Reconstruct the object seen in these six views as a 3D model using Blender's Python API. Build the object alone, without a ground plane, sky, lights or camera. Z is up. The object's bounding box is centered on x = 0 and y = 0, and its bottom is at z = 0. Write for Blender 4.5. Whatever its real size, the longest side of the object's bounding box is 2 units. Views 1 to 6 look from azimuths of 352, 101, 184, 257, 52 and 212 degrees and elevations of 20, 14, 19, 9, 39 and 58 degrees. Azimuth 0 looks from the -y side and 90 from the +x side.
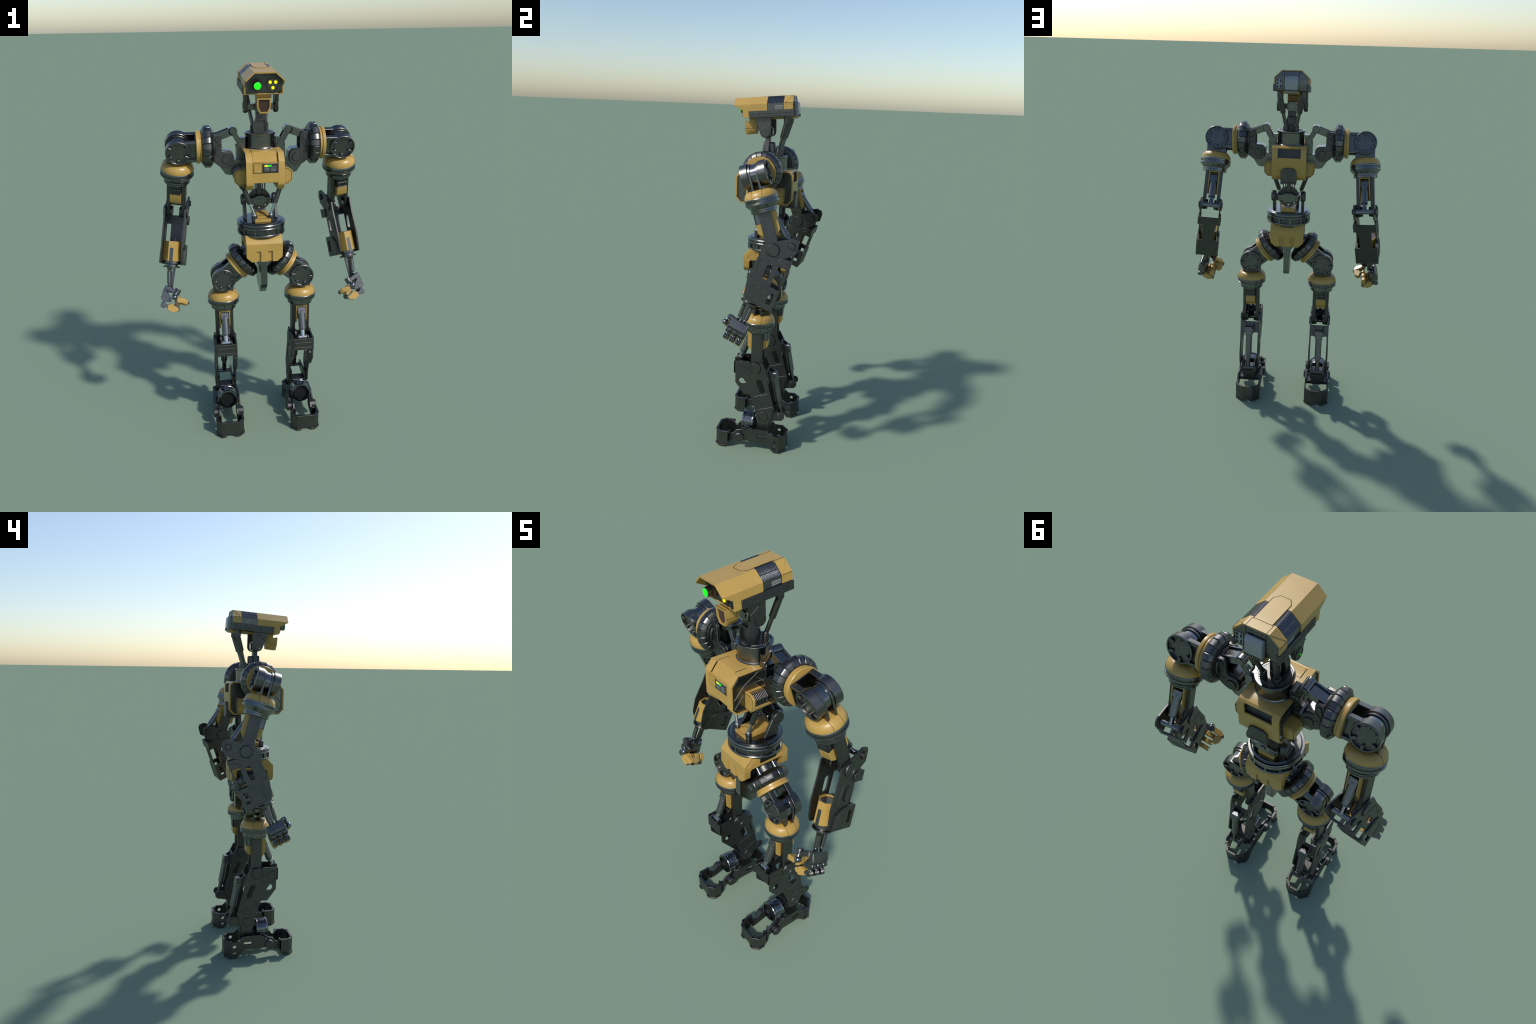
import bpy, bmesh, math, random
from mathutils import Matrix, Vector
from mathutils.geometry import tessellate_polygon

random.seed(7)
for o in list(bpy.data.objects):
    bpy.data.objects.remove(o, do_unlink=True)
I4 = Matrix.Identity(4)
rad = math.radians

# ------------------------------------------------------------------ materials
def material(name, color, rough=0.5, metal=0.0, spec=0.5, grain=0.12, scale=60.0, bump=0.0, coat=0.0, rough_var=0.08):
    m = bpy.data.materials.new(name)
    m.use_nodes = True
    nt = m.node_tree
    b = nt.nodes['Principled BSDF']
    tc = nt.nodes.new('ShaderNodeTexCoord')
    n1 = nt.nodes.new('ShaderNodeTexNoise')
    n1.inputs['Scale'].default_value = scale
    n1.inputs['Detail'].default_value = 4.0
    nt.links.new(tc.outputs['Object'], n1.inputs['Vector'])
    ramp = nt.nodes.new('ShaderNodeValToRGB')
    lo = [c * (1 - grain) for c in color] + [1]
    hi = [min(1, c * (1 + grain)) for c in color] + [1]
    ramp.color_ramp.elements[0].position = 0.3
    ramp.color_ramp.elements[1].position = 0.7
    ramp.color_ramp.elements[0].color = lo
    ramp.color_ramp.elements[1].color = hi
    nt.links.new(n1.outputs['Fac'], ramp.inputs['Fac'])
    nt.links.new(ramp.outputs['Color'], b.inputs['Base Color'])
    mr = nt.nodes.new('ShaderNodeMapRange')
    mr.inputs['To Min'].default_value = max(0.02, rough - rough_var)
    mr.inputs['To Max'].default_value = rough + rough_var
    n2 = nt.nodes.new('ShaderNodeTexNoise')
    n2.inputs['Scale'].default_value = scale * 0.35
    n2.inputs['Detail'].default_value = 3.0
    nt.links.new(tc.outputs['Object'], n2.inputs['Vector'])
    nt.links.new(n2.outputs['Fac'], mr.inputs['Value'])
    nt.links.new(mr.outputs['Result'], b.inputs['Roughness'])
    b.inputs['Metallic'].default_value = metal
    b.inputs['Specular IOR Level'].default_value = spec
    if coat:
        b.inputs['Coat Weight'].default_value = coat
    if bump:
        bp = nt.nodes.new('ShaderNodeBump')
        bp.inputs['Strength'].default_value = bump
        bp.inputs['Distance'].default_value = 0.001
        nt.links.new(n1.outputs['Fac'], bp.inputs['Height'])
        nt.links.new(bp.outputs['Normal'], b.inputs['Normal'])
    return m

def glow(name, color, strength=1.0):
    m = bpy.data.materials.new(name)
    m.use_nodes = True
    b = m.node_tree.nodes['Principled BSDF']
    b.inputs['Base Color'].default_value = (*[c * 0.05 for c in color], 1)
    b.inputs['Emission Color'].default_value = (*color, 1)
    b.inputs['Emission Strength'].default_value = strength
    b.inputs['Roughness'].default_value = 0.6
    return m

YEL = material('yellow_paint', (0.435, 0.274, 0.068), 0.36, 0.0, 0.5, 0.045, 14, rough_var=0.08)
DARK = material('dark_frame_metal', (0.106, 0.105, 0.101), 0.45, 1.0, 0.5, 0.08, 40)
GUN = material('gunmetal', (0.148, 0.147, 0.144), 0.34, 1.0, 0.5, 0.07, 30)
STEEL = material('dark_polished_steel', (0.20, 0.205, 0.215), 0.16, 1.0, 0.5, 0.06, 25, rough_var=0.04)
MIR = material('smooth_grey_steel', (0.195, 0.198, 0.195), 0.24, 1.0, 0.5, 0.05, 25, rough_var=0.04)
CHROME = material('bright_steel', (0.45, 0.46, 0.48), 0.20, 1.0, 0.5, 0.05, 25, rough_var=0.05)
RUB = material('tread_black', (0.128, 0.127, 0.126), 0.36, 1.0, 0.5, 0.08, 40)
PLATE = material('grey_panel', (0.175, 0.178, 0.182), 0.38, 1.0, 0.5, 0.06, 30)
PALE = material('pale_grey_panel', (0.30, 0.315, 0.315), 0.45, 0.3, 0.5, 0.05, 30)
BLACK = material('black_gap', (0.008, 0.008, 0.008), 0.7, 0.0, 0.2, 0.1, 40)
BROWN = material('brown_mesh', (0.090, 0.052, 0.038), 0.6, 0.2, 0.4, 0.15, 90)
SCREEN = material('screen_dark', (0.035, 0.037, 0.04), 0.35, 0.2, 0.5, 0.05, 40)
GREEN = glow('green_light', (0.01, 1.0, 0.012))
AMBER = glow('yellow_light', (1.0, 1.0, 0.0))

# ------------------------------------------------------------------ mesh building
class Part:
    """Collects closed pieces (boxes, prisms, lathes, tubes) into one mesh."""
    def __init__(self):
        self.bm = bmesh.new()

    def _merge(self, bm, M=None, bev=0.0, seg=1, ang=30, sharp=33, rings=False):
        if bev > 0:
            bm.normal_update()
            es = [e for e in bm.edges if len(e.link_faces) == 2 and e.calc_face_angle(0) > rad(ang)]
            if es:
                bmesh.ops.bevel(bm, geom=es, offset=bev, segments=seg, profile=0.5, affect='EDGES', clamp_overlap=True)
        bmesh.ops.recalc_face_normals(bm, faces=bm.faces)
        for f in bm.faces:
            f.smooth = True
        for e in bm.edges:
            if rings and abs(e.verts[0].co.z - e.verts[1].co.z) > 1e-7:
                e.smooth = True
            else:
                e.smooth = not (len(e.link_faces) != 2 or e.calc_face_angle(0) > rad(sharp))
        if M is not None:
            bmesh.ops.transform(bm, matrix=M, verts=bm.verts)
            if M.determinant() < 0:
                bmesh.ops.reverse_faces(bm, faces=bm.faces)
        me = bpy.data.meshes.new('tmp')
        bm.to_mesh(me)
        bm.free()
        self.bm.from_mesh(me)
        bpy.data.meshes.remove(me)
        return self

    def box(self, x0, x1, y0, y1, z0, z1, bev=0.002, M=None, seg=1):
        bm = bmesh.new()
        vs = [bm.verts.new((x, y, z)) for x in (x0, x1) for y in (y0, y1) for z in (z0, z1)]
        for q in ((0, 1, 3, 2), (4, 6, 7, 5), (0, 4, 5, 1), (2, 3, 7, 6), (0, 2, 6, 4), (1, 5, 7, 3)):
            bm.faces.new([vs[i] for i in q])
        return self._merge(bm, M, bev, seg)

    def hexa(self, bottom, top, bev=0.002, M=None):
        """Solid between two polygons with equal vertex counts."""
        bm = bmesh.new()
        a = [bm.verts.new(p) for p in bottom]
        b = [bm.verts.new(p) for p in top]
        n = len(a)
        bm.faces.new(a[::-1]); bm.faces.new(b)
        for i in range(n):
            bm.faces.new((a[i], a[(i + 1) % n], b[(i + 1) % n], b[i]))
        return self._merge(bm, M, bev)

    def prism(self, plane, poly, d0, d1, bev=0.0015, holes=(), M=None, sharp=33):
        """Extrude a 2D polygon lying in 'yz','xz' or 'xy' from d0 to d1."""
        def P(p, d):
            return {'yz': (d, p[0], p[1]), 'xz': (p[0], d, p[1]), 'xy': (p[0], p[1], d)}[plane]
        bm = bmesh.new()
        if not holes:
            a = [bm.verts.new(P(p, d0)) for p in poly]
            b = [bm.verts.new(P(p, d1)) for p in poly]
            bm.faces.new(a[::-1]); bm.faces.new(b)
            n = len(a)
            for i in range(n):
                bm.faces.new((a[i], a[(i + 1) % n], b[(i + 1) % n], b[i]))
            return self._merge(bm, M, bev, sharp=sharp)
        loops = [poly] + list(holes)
        tris = tessellate_polygon([[Vector((p[0], p[1], 0)) for p in l] for l in loops])
        flat = [p for l in loops for p in l]
        a = [bm.verts.new(P(p, d0)) for p in flat]
        b = [bm.verts.new(P(p, d1)) for p in flat]
        for t in tris:
            try:
                bm.faces.new([a[i] for i in t]); bm.faces.new([b[i] for i in t])
            except ValueError:
                pass
        k = 0
        for l in loops:
            n = len(l)
            for i in range(n):
                i0, i1 = k + i, k + (i + 1) % n
                bm.faces.new((a[i0], a[i1], b[i1], b[i0]))
            k += n
        bmesh.ops.dissolve_limit(bm, angle_limit=rad(1), verts=bm.verts, edges=bm.edges)
        return self._merge(bm, M, 0, sharp=sharp)

    def lathe(self, prof, axis='z', n=48, M=None, bev=0, sharp=16, phase=0.0):
        """Revolve (r, h) points about an axis; the ends close on the axis when r=0."""
        bm = bmesh.new()
        rings = []
        for r, h in prof:
            if r < 1e-6:
                rings.append([bm.verts.new((0, 0, h))])
            else:
                rings.append([bm.verts.new((r * math.cos(phase + 2 * math.pi * i / n), r * math.sin(phase + 2 * math.pi * i / n), h)) for i in range(n)])
        for A, B in zip(rings, rings[1:]):
            for i in range(n):
                j = (i + 1) % n
                if len(A) == 1 and len(B) == 1:
                    continue
                if len(A) == 1:
                    bm.faces.new((A[0], B[i], B[j]))
                elif len(B) == 1:
                    bm.faces.new((A[i], A[j], B[0]))
                else:
                    bm.faces.new((A[i], A[j], B[j], B[i]))
        for R in (rings[0], rings[-1]):
            if len(R) > 1 and prof[0] != prof[-1]:
                bm.faces.new(R)
        if prof[0] == prof[-1]:
            bmesh.ops.remove_doubles(bm, verts=bm.verts, dist=1e-6)
        bm.normal_update()
        R = {'z': I4, 'x': Matrix.Rotation(rad(90), 4, 'Y'), 'y': Matrix.Rotation(rad(-90), 4, 'X')}[axis]
        return self._merge(bm, (M @ R) if M is not None else R, bev, sharp=sharp, rings=True)

    def cyl(self, p0, p1, r0, r1=None, n=28, bev=0.0012, M=None):
        r1 = r0 if r1 is None else r1
        p0, p1 = Vector(p0), Vector(p1)
        d = p1 - p0
        L = d.length
        T = Matrix.Translation(p0) @ d.to_track_quat('Z', 'Y').to_matrix().to_4x4()
        b = min(bev, r0 * 0.4, r1 * 0.4, L * 0.3)
        prof = [(0, 0), (r0 - b, 0), (r0, b), (r1, L - b), (r1 - b, L), (0, L)]
        return self.lathe(prof, 'z', n, (M @ T) if M is not None else T)

    def ball(self, c, r, n=24, M=None):
        T = Matrix.Translation(Vector(c))
        prof = [(0, -r)] + [(r * math.sin(math.pi * i / 12), -r * math.cos(math.pi * i / 12)) for i in range(1, 12)] + [(0, r)]
        return self.lathe(prof, 'z', n, (M @ T) if M is not None else T, sharp=60)

    def bar(self, p0, p1, w, h, up=(0, 0, 1), bev=0.0015, M=None):
        """Rectangular bar between two points; w across, h along 'up'."""
        p0, p1 = Vector(p0), Vector(p1)
        z = (p1 - p0).normalized()
        x = Vector(up).cross(z).normalized()
        y = z.cross(x)
        T = Matrix((x, y, z)).transposed().to_4x4()
        T.translation = p0
        T2 = (M @ T) if M is not None else T
        return self.box(-w / 2, w / 2, -h / 2, h / 2, 0, (p1 - p0).length, bev, T2)

    def wire(self, pts, r=0.0009, M=None, closed=False):
        """Thin raised/sunk line (panel seam or embossed rib)."""
        pts = [Vector(p) for p in pts]
        if closed:
            pts = pts + [pts[0]]
        for a, b in zip(pts, pts[1:]):
            d = (b - a)
            if d.length < 1e-6:
                continue
            e = d.normalized() * r * 0.6
            self.cyl(a - e, b + e, r, n=6, bev=0, M=M)
        return self

    def mesh(self, name, mat):
        me = bpy.data.meshes.new(name)
        self.bm.to_mesh(me)
        self.bm.free()
        me.materials.append(mat)
        return me

def arc(cx, cy, r, a0, a1, n):
    return [(cx + r * math.cos(rad(a0 + (a1 - a0) * i / n)), cy + r * math.sin(rad(a0 + (a1 - a0) * i / n))) for i in range(n + 1)]

def circle(cx, cy, r, n=20):
    return [(cx + r * math.cos(2 * math.pi * i / n), cy + r * math.sin(2 * math.pi * i / n)) for i in range(n)]

def inset(poly, d):
    """Offset a convex-ish polygon inwards by d."""
    n = len(poly)
    area = sum(poly[i][0] * poly[(i + 1) % n][1] - poly[(i + 1) % n][0] * poly[i][1] for i in range(n))
    s = 1 if area > 0 else -1
    out = []
    for i in range(n):
        p0, p1, p2 = Vector(poly[i - 1]), Vector(poly[i]), Vector(poly[(i + 1) % n])
        e1, e2 = (p1 - p0).normalized(), (p2 - p1).normalized()
        n1 = Vector((-e1.y, e1.x)) * s
        n2 = Vector((-e2.y, e2.x)) * s
        k = 1 + n1.dot(n2)
        m = (n1 + n2) / max(k, 0.3)
        q = p1 + m * d
        out.append((q.x, q.y))
    return out

# ------------------------------------------------------------------ object tree
root = bpy.data.objects.new('humanoid_robot', None)
bpy.context.collection.objects.link(root)
root['label'] = 'tall yellow and dark grey industrial humanoid robot with camera head'
root['category'] = 'robot'
WORLD = {root: I4}

def put(name, me, parent, M=I4, stuff=False):
    o = bpy.data.objects.new(name, me)
    bpy.context.collection.objects.link(o)
    o.parent = parent
    o.matrix_basis = WORLD[parent].inverted() @ M
    WORLD[o] = M
    if stuff:
        o['kind'] = 'stuff'
    return o

MIRROR = {1: I4, -1: Matrix.Diagonal((-1, 1, 1, 1))}
def Tr(x, y, z):
    return Matrix.Translation((x, y, z))
def Rx(a):
    return Matrix.Rotation(rad(a), 4, 'X')
def Ry(a):
    return Matrix.Rotation(rad(a), 4, 'Y')
def Rz(a):
    return Matrix.Rotation(rad(a), 4, 'Z')
def frame(x, y, z, o):
    M = Matrix((x, y, z)).transposed().to_4x4()
    M.translation = o
    return M

# ================================================================== HEAD
HM = Tr(0, 0, 1.99) @ Rx(4.82)
SEC = [(-.094, -.0377), (-.052, 0), (.052, 0), (.094, -.0377)]
def section(zlow, d=0.0):
    p = [(-.094, zlow)] + SEC + [(.094, zlow)]
    return inset(p, d) if d else p

p = Part()
p.prism('xz', section(-.111, .004), -.160, .099, .001)
head = put('head', p.mesh('head', PLATE), root, HM)
p = Part()
a_, b_ = section(-.108, .0015), section(-.108, .0075)
p.hexa([(x, .0980, z) for x, z in a_], [(x, .1025, z) for x, z in b_], .001)
put('rear_panel', p.mesh('rear_panel', GUN), head, HM)

# visor shell: bent sheet with slanted lower front corners
def shell(p, y0, y1, zlow, t, slant=0.0):
    outer = section(zlow)
    inner = section(zlow, t)
    inner[0] = (inner[0][0], zlow); inner[-1] = (inner[-1][0], zlow)
    ring = outer + inner[::-1]
    bm_poly = ring
    a = []
    q = Part()
    def yy(z):
        return y0 + (slant if z < -.05 else 0)
    q.hexa([(x, yy(z), z) for x, z in bm_poly], [(x, y1, z) for x, z in bm_poly], 0.0)
    me = bpy.data.meshes.new('t'); q.bm.to_mesh(me); q.bm.free()
    p.bm.from_mesh(me); bpy.data.meshes.remove(me)
p = Part()
shell(p, -.219, -.037, -.0656, .006, .045)
for s in (-1, 1):
    a, b = sorted((s * .0875, s * .094))
    p.box(a, b, -.173, -.139, -.109, -.0650, .001)
    a, b = sorted((s * .0880, s * .0942))
    p.box(a, b, -.139, -.037, -.0735, -.0650, .0008)
p.box(-.0875, .0875, -.1725, -.139, -.109, -.1035, .001)
put('visor', p.mesh('visor', YEL), head, HM)

# rear cowl: yellow cap with narrow roof strip running forward between the vents
p = Part()
shell(p, .055, .103, -.0715, .005)
put('rear_cowl', p.mesh('rear_cowl', YEL), head, HM)
p = Part()
strip = [(-.036, .060), (-.036, -.062), (-.020, -.086), (.020, -.086), (.036, -.062), (.036, .060)]
p.prism('xy', strip, -.004, .0016, .001)
put('roof_hatch', p.mesh('roof_hatch', YEL), head, HM)
p = Part()
p.wire([(x, y, .0003) for x, y in inset(strip, -.0012)], .0010)
for s in (-1, 1):   # panel seams and screws on the rear cowl
    p.wire([(s * .0946, .058, -.0375), (s * .0946, .102, -.0375)], .0008)
    p.wire([(s * .0405, .0585, .0006), (s * .0405, .1025, .0006)], .0006)
put('panel_seams', p.mesh('panel_seams', BLACK), head, HM)
p = Part()
for s in (-1, 1):
    for y in (.064, .096):
        for z in (-.066, -.044):
            if z > -.05 and y > .09:
                p.wire([(s * .054, .101, -.0008), (s * .0932, .060, -.0366)], .0010)
            p.cyl((s * .0935, y, z), (s * .0957, y, z), .0024, n=10, bev=.0006)
put('cowl_screws', p.mesh('cowl_screws', YEL), head, HM, stuff=True)

# slatted vents on the slanted cheeks
p = Part()
q = Part()
for s in (-1, 1):
    d = Vector((s * .042, 0, -.0377)).normalized()
    nrm = Vector((s * .0377, 0, .042)).normalized()
    base = Vector((s * .0375, 0, 0))
    top = Vector((s * .052, 0, 0))
    rows = [(0.001, .0265), (.0295, .0545)]
    for r0, r1 in rows:
        for i in range(15):
            y = -.0325 + .0058 * i
            c = top + nrm * -.0025
            a, b = c + d * r0, c + d * r1
            p.bar((a.x, y, a.z), (b.x, y, b.z), .0030, .005, up=(0, 0, 1), bev=.0006)
    for i in range(15):
        y = -.0325 + .0058 * i
        p.box(min(s * .038, s * .0515), max(s * .038, s * .0515), y - .0015, y + .0015, -.006, -.0008, .0005)
    q.prism('xz', [(s * .0365, -.003), (s * .051, -.003), (s * .0895, -.0385), (s * .0895, -.0425), (s * .05, -.010), (s * .0365, -.010)], -.036, .055, .0005)
    q.box(min(s * .088, s * .0905), max(s * .088, s * .0905), -.036, .055, -.073, -.038, .0006)
put('vent_slats', p.mesh('vent_slats', STEEL), head, HM, stuff=True)
put('vent_tray', q.mesh('vent_tray', GUN), head, HM)
p = Part()
for s in (-1, 1):
    for i in range(3):
        z = -.052 - i * .0065
        p.box(min(s * .0895, s * .0925), max(s * .0895, s * .0925), .005, .050, z - .0016, z + .0016, .0008)
put('side_louvers', p.mesh('side_louvers', PALE), head, HM, stuff=True)

# side rails with pressed slots
p = Part()
for s in (-1, 1):
    p.box(min(s * .085, s * .0985), max(s * .085, s * .0985), -.139, .107, -.110, -.0735, .0015)
    for i in range(4):
        for j in range(2):
            y0 = -.130 + i * .0575
            z0 = -.0865 - j * .0125
            p.box(min(s * .098, s * .1003), max(s * .098, s * .1003), y0, y0 + .050, z0 - .0035, z0 + .0035, .0012)
put('side_rail', p.mesh('side_rail', DARK), head, HM)

# face
HF = HM @ Tr(0, -.010, 0)
p = Part()
p.prism('xz', section(-.104, .0065), -.163, -.148, .001)
p.box(.004, .056, -.1675, -.160, -.0155, -.0095, .001)
p.prism('xz', [(-.083, -.100), (-.083, -.080), (-.066, -.100)], -.168, -.160, .001)
p.prism('xz', [(.083, -.100), (.083, -.086), (.072, -.100)], -.168, -.160, .001)
p.prism('xz', [(-.068, -.083), (-.068, -.032), (-.046, -.012), (.002, -.012), (.002, -.020), (.060, -.020), (.079, -.037), (.079, -.095), (-.056, -.095)], -.1655, -.160, .001)
put('face_plate', p.mesh('face_plate', DARK), head, HF)
p = Part()
hexp = [(.0095, -.058), (.0205, -.034), (.0600, -.034), (.0735, -.056), (.0560, -.0905), (.0270, -.0905)]
p.prism('xz', hexp, -.172, -.164, .002, holes=[inset(hexp, .004)])
p.lathe([(.0265, -.006), (.0265, .004), (.0215, .004), (.0215, -.006), (.0265, -.006)], 'y', 40, Tr(-.036, -.172, -.0623))
put('lamp_bezel', p.mesh('lamp_bezel', BROWN), head, HF)
p = Part()
p.prism('xz', inset(hexp, .003), -.180, -.165, .001)
p.cyl((-.036, -.160, -.0623), (-.036, -.2125, -.0623), .0195, n=36, bev=.002)
put('lens_barrel', p.mesh('lens_barrel', GUN), head, HM)
p = Part()
p.lathe([(0, 0), (.0168, 0), (.0168, -.0015), (.010, -.0032), (0, -.0038)], 'y', 36, Tr(-.036, -.2123, -.0623))
put('eye_lens', p.mesh('eye_lens', GREEN), head, HM)
pm = Part().lathe([(0, 0), (.0075, 0), (.0075, -.004), (.004, -.0062), (0, -.007)], 'y', 24).mesh('indicator_lamp', AMBER)
for x, z in ((.0285, -.0515), (.0545, -.0515), (.0415, -.0770)):
    put('indicator_lamp', pm, head, HM @ Tr(x, -.1795, z))

HR = HM @ Tr(0, -.0155, 0)
# rear panel fittings
p = Part()
p.prism('yz', [(.112, -.036), (.126, -.030), (.1385, -.043), (.1385, -.112), (.126, -.121), (.112, -.118)], -.0345, .0345, .0015)
put('battery_box', p.mesh('battery_box', PALE), head, HR)
p = Part()
for i in range(8):
    x = -.030 + i * .0086
    p.box(x - .0026, x + .0026,   .1375, .1400, -.110, -.102, .0004)
p.wire([(-.04, .1185, -.005), (-.04, .1185, -.105)], .0009)
p.wire([(.04, .1185, -.005), (.04, .1185, -.105)], .0009)
p.wire([(-.04, .1185, -.030), (.04, .1185, -.030)], .0009)
p.wire([(.0495, .1185, -.094), (.0495, .1185, -.044), (.0845, .1185, -.044), (.0845, .1185, -.094)], .0008, closed=True)
put('rear_grooves', p.mesh('rear_grooves', BLACK), head, HR)
p = Part()
p.box(.050, .084, .117, .120, -.0935, -.0445, .001)
put('socket_panel', p.mesh('socket_panel', PALE), head, HR)
p = Part()
for i in range(3):
    p.lathe([(0, 0), (.0062, 0), (.0062, .002), (.004, .002), (.004, .0008), (0, .0008)], 'y', 16, Tr(.0755, .1195, -.053 - i * .0165))
for i in range(2):
    p.box(.0545, .0625, .1195, .1225, -.066 - i * .0255, -.049 - i * .0255, .002)
put('sockets', p.mesh('sockets', SCREEN), head, HR)
p = Part()
p.wire([(-.050, .1182, -.044), (-.084, .1182, -.044), (-.084, .1182, -.094), (-.050, .1182, -.094)], .0011, closed=True)
p.wire([(-.052, .1182, -.046), (-.082, .1182, -.088)], .0011)
for x in (-.022, .022):
    p.cyl((x, .118, -.016), (x, .1208, -.016), .003, n=10)
for z in (-.078, -.086):
    p.cyl((-.079, .118, z), (-.079, .1205, z), .002, n=10)
put('rear_ribs', p.mesh('rear_ribs', PLATE), head, HR)

# belly plate and muzzle speaker
p = Part()
p.prism('yz', [(-.10, -.110), (-.10, -.118), (.02, -.122), (.104, -.122), (.124, -.112), (.104, -.108)], -.046, .046, .001)
p.box(-.034, .034, -.152, -.112, -.130, -.104, .001)
put('belly_plate', p.mesh('belly_plate', YEL), head, HM)
muz = [(-.033, 1.850), (.033, 1.850), (.033, 1.808), (.0195, 1.779), (-.0195, 1.779), (-.033, 1.808)]
JM = I4
p = Part()
front = [(x, -.168 + (1.85 - z) * .10, z) for x, z in muz]
back = [(x, -.100 - (1.85 - z) * .02, z if z > 1.8 else z + .006) for x, z in muz]
inn = inset(muz, .0065)
p.hexa([(x, -.1575 + (1.85 - z) * .10, z) for x, z in muz], back, .001)
p.prism('xz', muz, 0, .012, 0, holes=[inn], M=Matrix(((1, 0, 0, 0), (0, 1, -.10, -.168 + .185), (0, 0, 1, 0), (0, 0, 0, 1))))
muzzle = put('muzzle', p.mesh('muzzle', YEL), root)
p = Part()
p.hexa([(x, -.1605 + (1.85 - z) * .10, z) for x, z in inset(muz, .005)], [(x, -.15, z) for x, z in inset(muz, .005)], 0)
for i in range(10):
    for j in range(8):
        x = -.0225 + i * .005
        z = 1.8375 - j * .0068
        if z < 1.803 and abs(x) > .022 - (1.803 - z) * .45:
            continue
        p.box(x - .0017, x + .0017, -.1632 + (1.85 - z) * .10, -.159 + (1.85 - z) * .10, z - .0022, z + .0022, .0006)
put('speaker_mesh', p.mesh('speaker_mesh', BROWN), muzzle)
p = Part()
for s in (-1, 1):
    p.wire([(s * .0333, -.165, 1.812), (s * .0333, -.118, 1.812), (s * .0333, -.110, 1.849)], .0007)
p.wire([(-.033, -.1655, 1.8515), (.033, -.1655, 1.8515)], .0009)
put('muzzle_seams', p.mesh('muzzle_seams', BLACK), muzzle)

# ================================================================== NECK
p = Part()
front = [(-.036, 1.664), (-.036, 1.716), (-.0245, 1.745), (-.0245, 1.790), (.0245, 1.790), (.0245, 1.745), (.036, 1.716), (.036, 1.664)]
p.prism('xz', front, -.050, -.026, .002)
p.prism('xz', [(-.036, 1.664), (-.036, 1.716), (-.0245, 1.745), (.0245, 1.745), (.036, 1.716), (.036, 1.664)], -.0605, -.0495, .002,
        holes=[[(-.024, 1.679), (-.024, 1.712), (-.017, 1.735), (.017, 1.735), (.024, 1.712), (.024, 1.679)]])
p.prism('xz', [(-.020, 1.664), (-.020, 1.735), (-.014, 1.743), (.014, 1.743), (.020, 1.735), (.020, 1.664)], -.027, .000, .002)
p.prism('xz', [(-.012, 1.695), (-.012, 1.728), (-.008, 1.734), (.008, 1.734), (.012, 1.728), (.012, 1.695)], -.001, .0025, .001)
p.box(-.013, .013, -.01, .012, 1.664, 1.696, .002)
neck = put('neck', p.mesh('neck', DARK), root)
p = Part()   # gimbal: hexagonal hub and cross bar
hub = [(-.034, 1.805), (-.018, 1.826), (.018, 1.826), (.034, 1.805), (.034, 1.79), (.022, 1.770), (-.022, 1.770), (-.034, 1.79)]
p.prism('xz', hub, -.062, -.018, .003)
p.box(-.072, .072, -.054, -.026, 1.784, 1.814, .002)
p.cyl((0, -.018, 1.798), (0, -.011, 1.798), .021, n=32)
p.cyl((0, -.062, 1.798), (0, -.067, 1.798), .019, n=32)
for s in (-1, 1):
    a, b = s * .031, s * .066
    for y in (-.0545, -.0255):
        p.wire([(a, y, 1.786), (b, y, 1.812)], .0014)
        p.wire([(a, y, 1.812), (b, y, 1.786)], .0014)
        p.wire([(a, y, 1.786), (b, y, 1.786), (b, y, 1.812), (a, y, 1.812)], .0014, closed=True)
put('gimbal', p.mesh('gimbal', MIR), neck)
ear = [(-.101, 1.876), (-.012, 1.882)] + [(-.0095, 1.80)] + arc(-.039, 1.798, .0295, 0, -160, 12)
p = Part()
for s in (-1, 1):
    a, b = sorted((s * .068, s * .084))
    p.prism('yz', ear, a, b, .002)
    p.lathe([(0, .0), (.0265, .0), (.0265, .004), (.023, .0045), (.023, .003), (0, .003)], 'x', 32, Tr(s * .083, -.039, 1.798) @ (I4 if s > 0 else Rz(180)))
    p.wire([(s * .0845, -.085, 1.828), (s * .0845, -.035, 1.866)], .0016)
    p.lathe([(0, .0), (.0255, .0), (.0255, .004), (.020, .0045), (.020, .003), (0, .003)], 'x', 32, Tr(s * .069, -.039, 1.798) @ (I4 if s < 0 else Rz(180)))
put('ear_bracket', p.mesh('ear_bracket', DARK), neck)
pm = Part().cyl((0, 0, 0), (.002, 0, 0), .0024, n=10).mesh('status_light', GREEN)
put('status_light', pm, neck, Tr(-.0878, -.047, 1.786))
for s in (1, -1):
    Mi = MIRROR[s]
    p = Part()
    p.cyl((.061, .074, 1.889), (.061, .074, 1.852), .0175, n=28)
    p.ball((.060, .073, 1.850), .0145)
    a, b = Vector((.059, .071, 1.845)), Vector((.031, .030, 1.700))
    m = a.lerp(b, .52)
    p.cyl(a, m, .0150, n=24)
    p.cyl((.030, .028, 1.664), (.030, .028, 1.698), .0150, n=28)
    put('neck_piston', p.mesh('neck_piston', DARK), neck, Mi)
    p = Part()
    p.cyl(m, b, .0098, n=20)
    p.ball((.030, .028, 1.700), .0118)
    put('neck_piston_rod', p.mesh('neck_piston_rod', GUN), neck, Mi)

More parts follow.
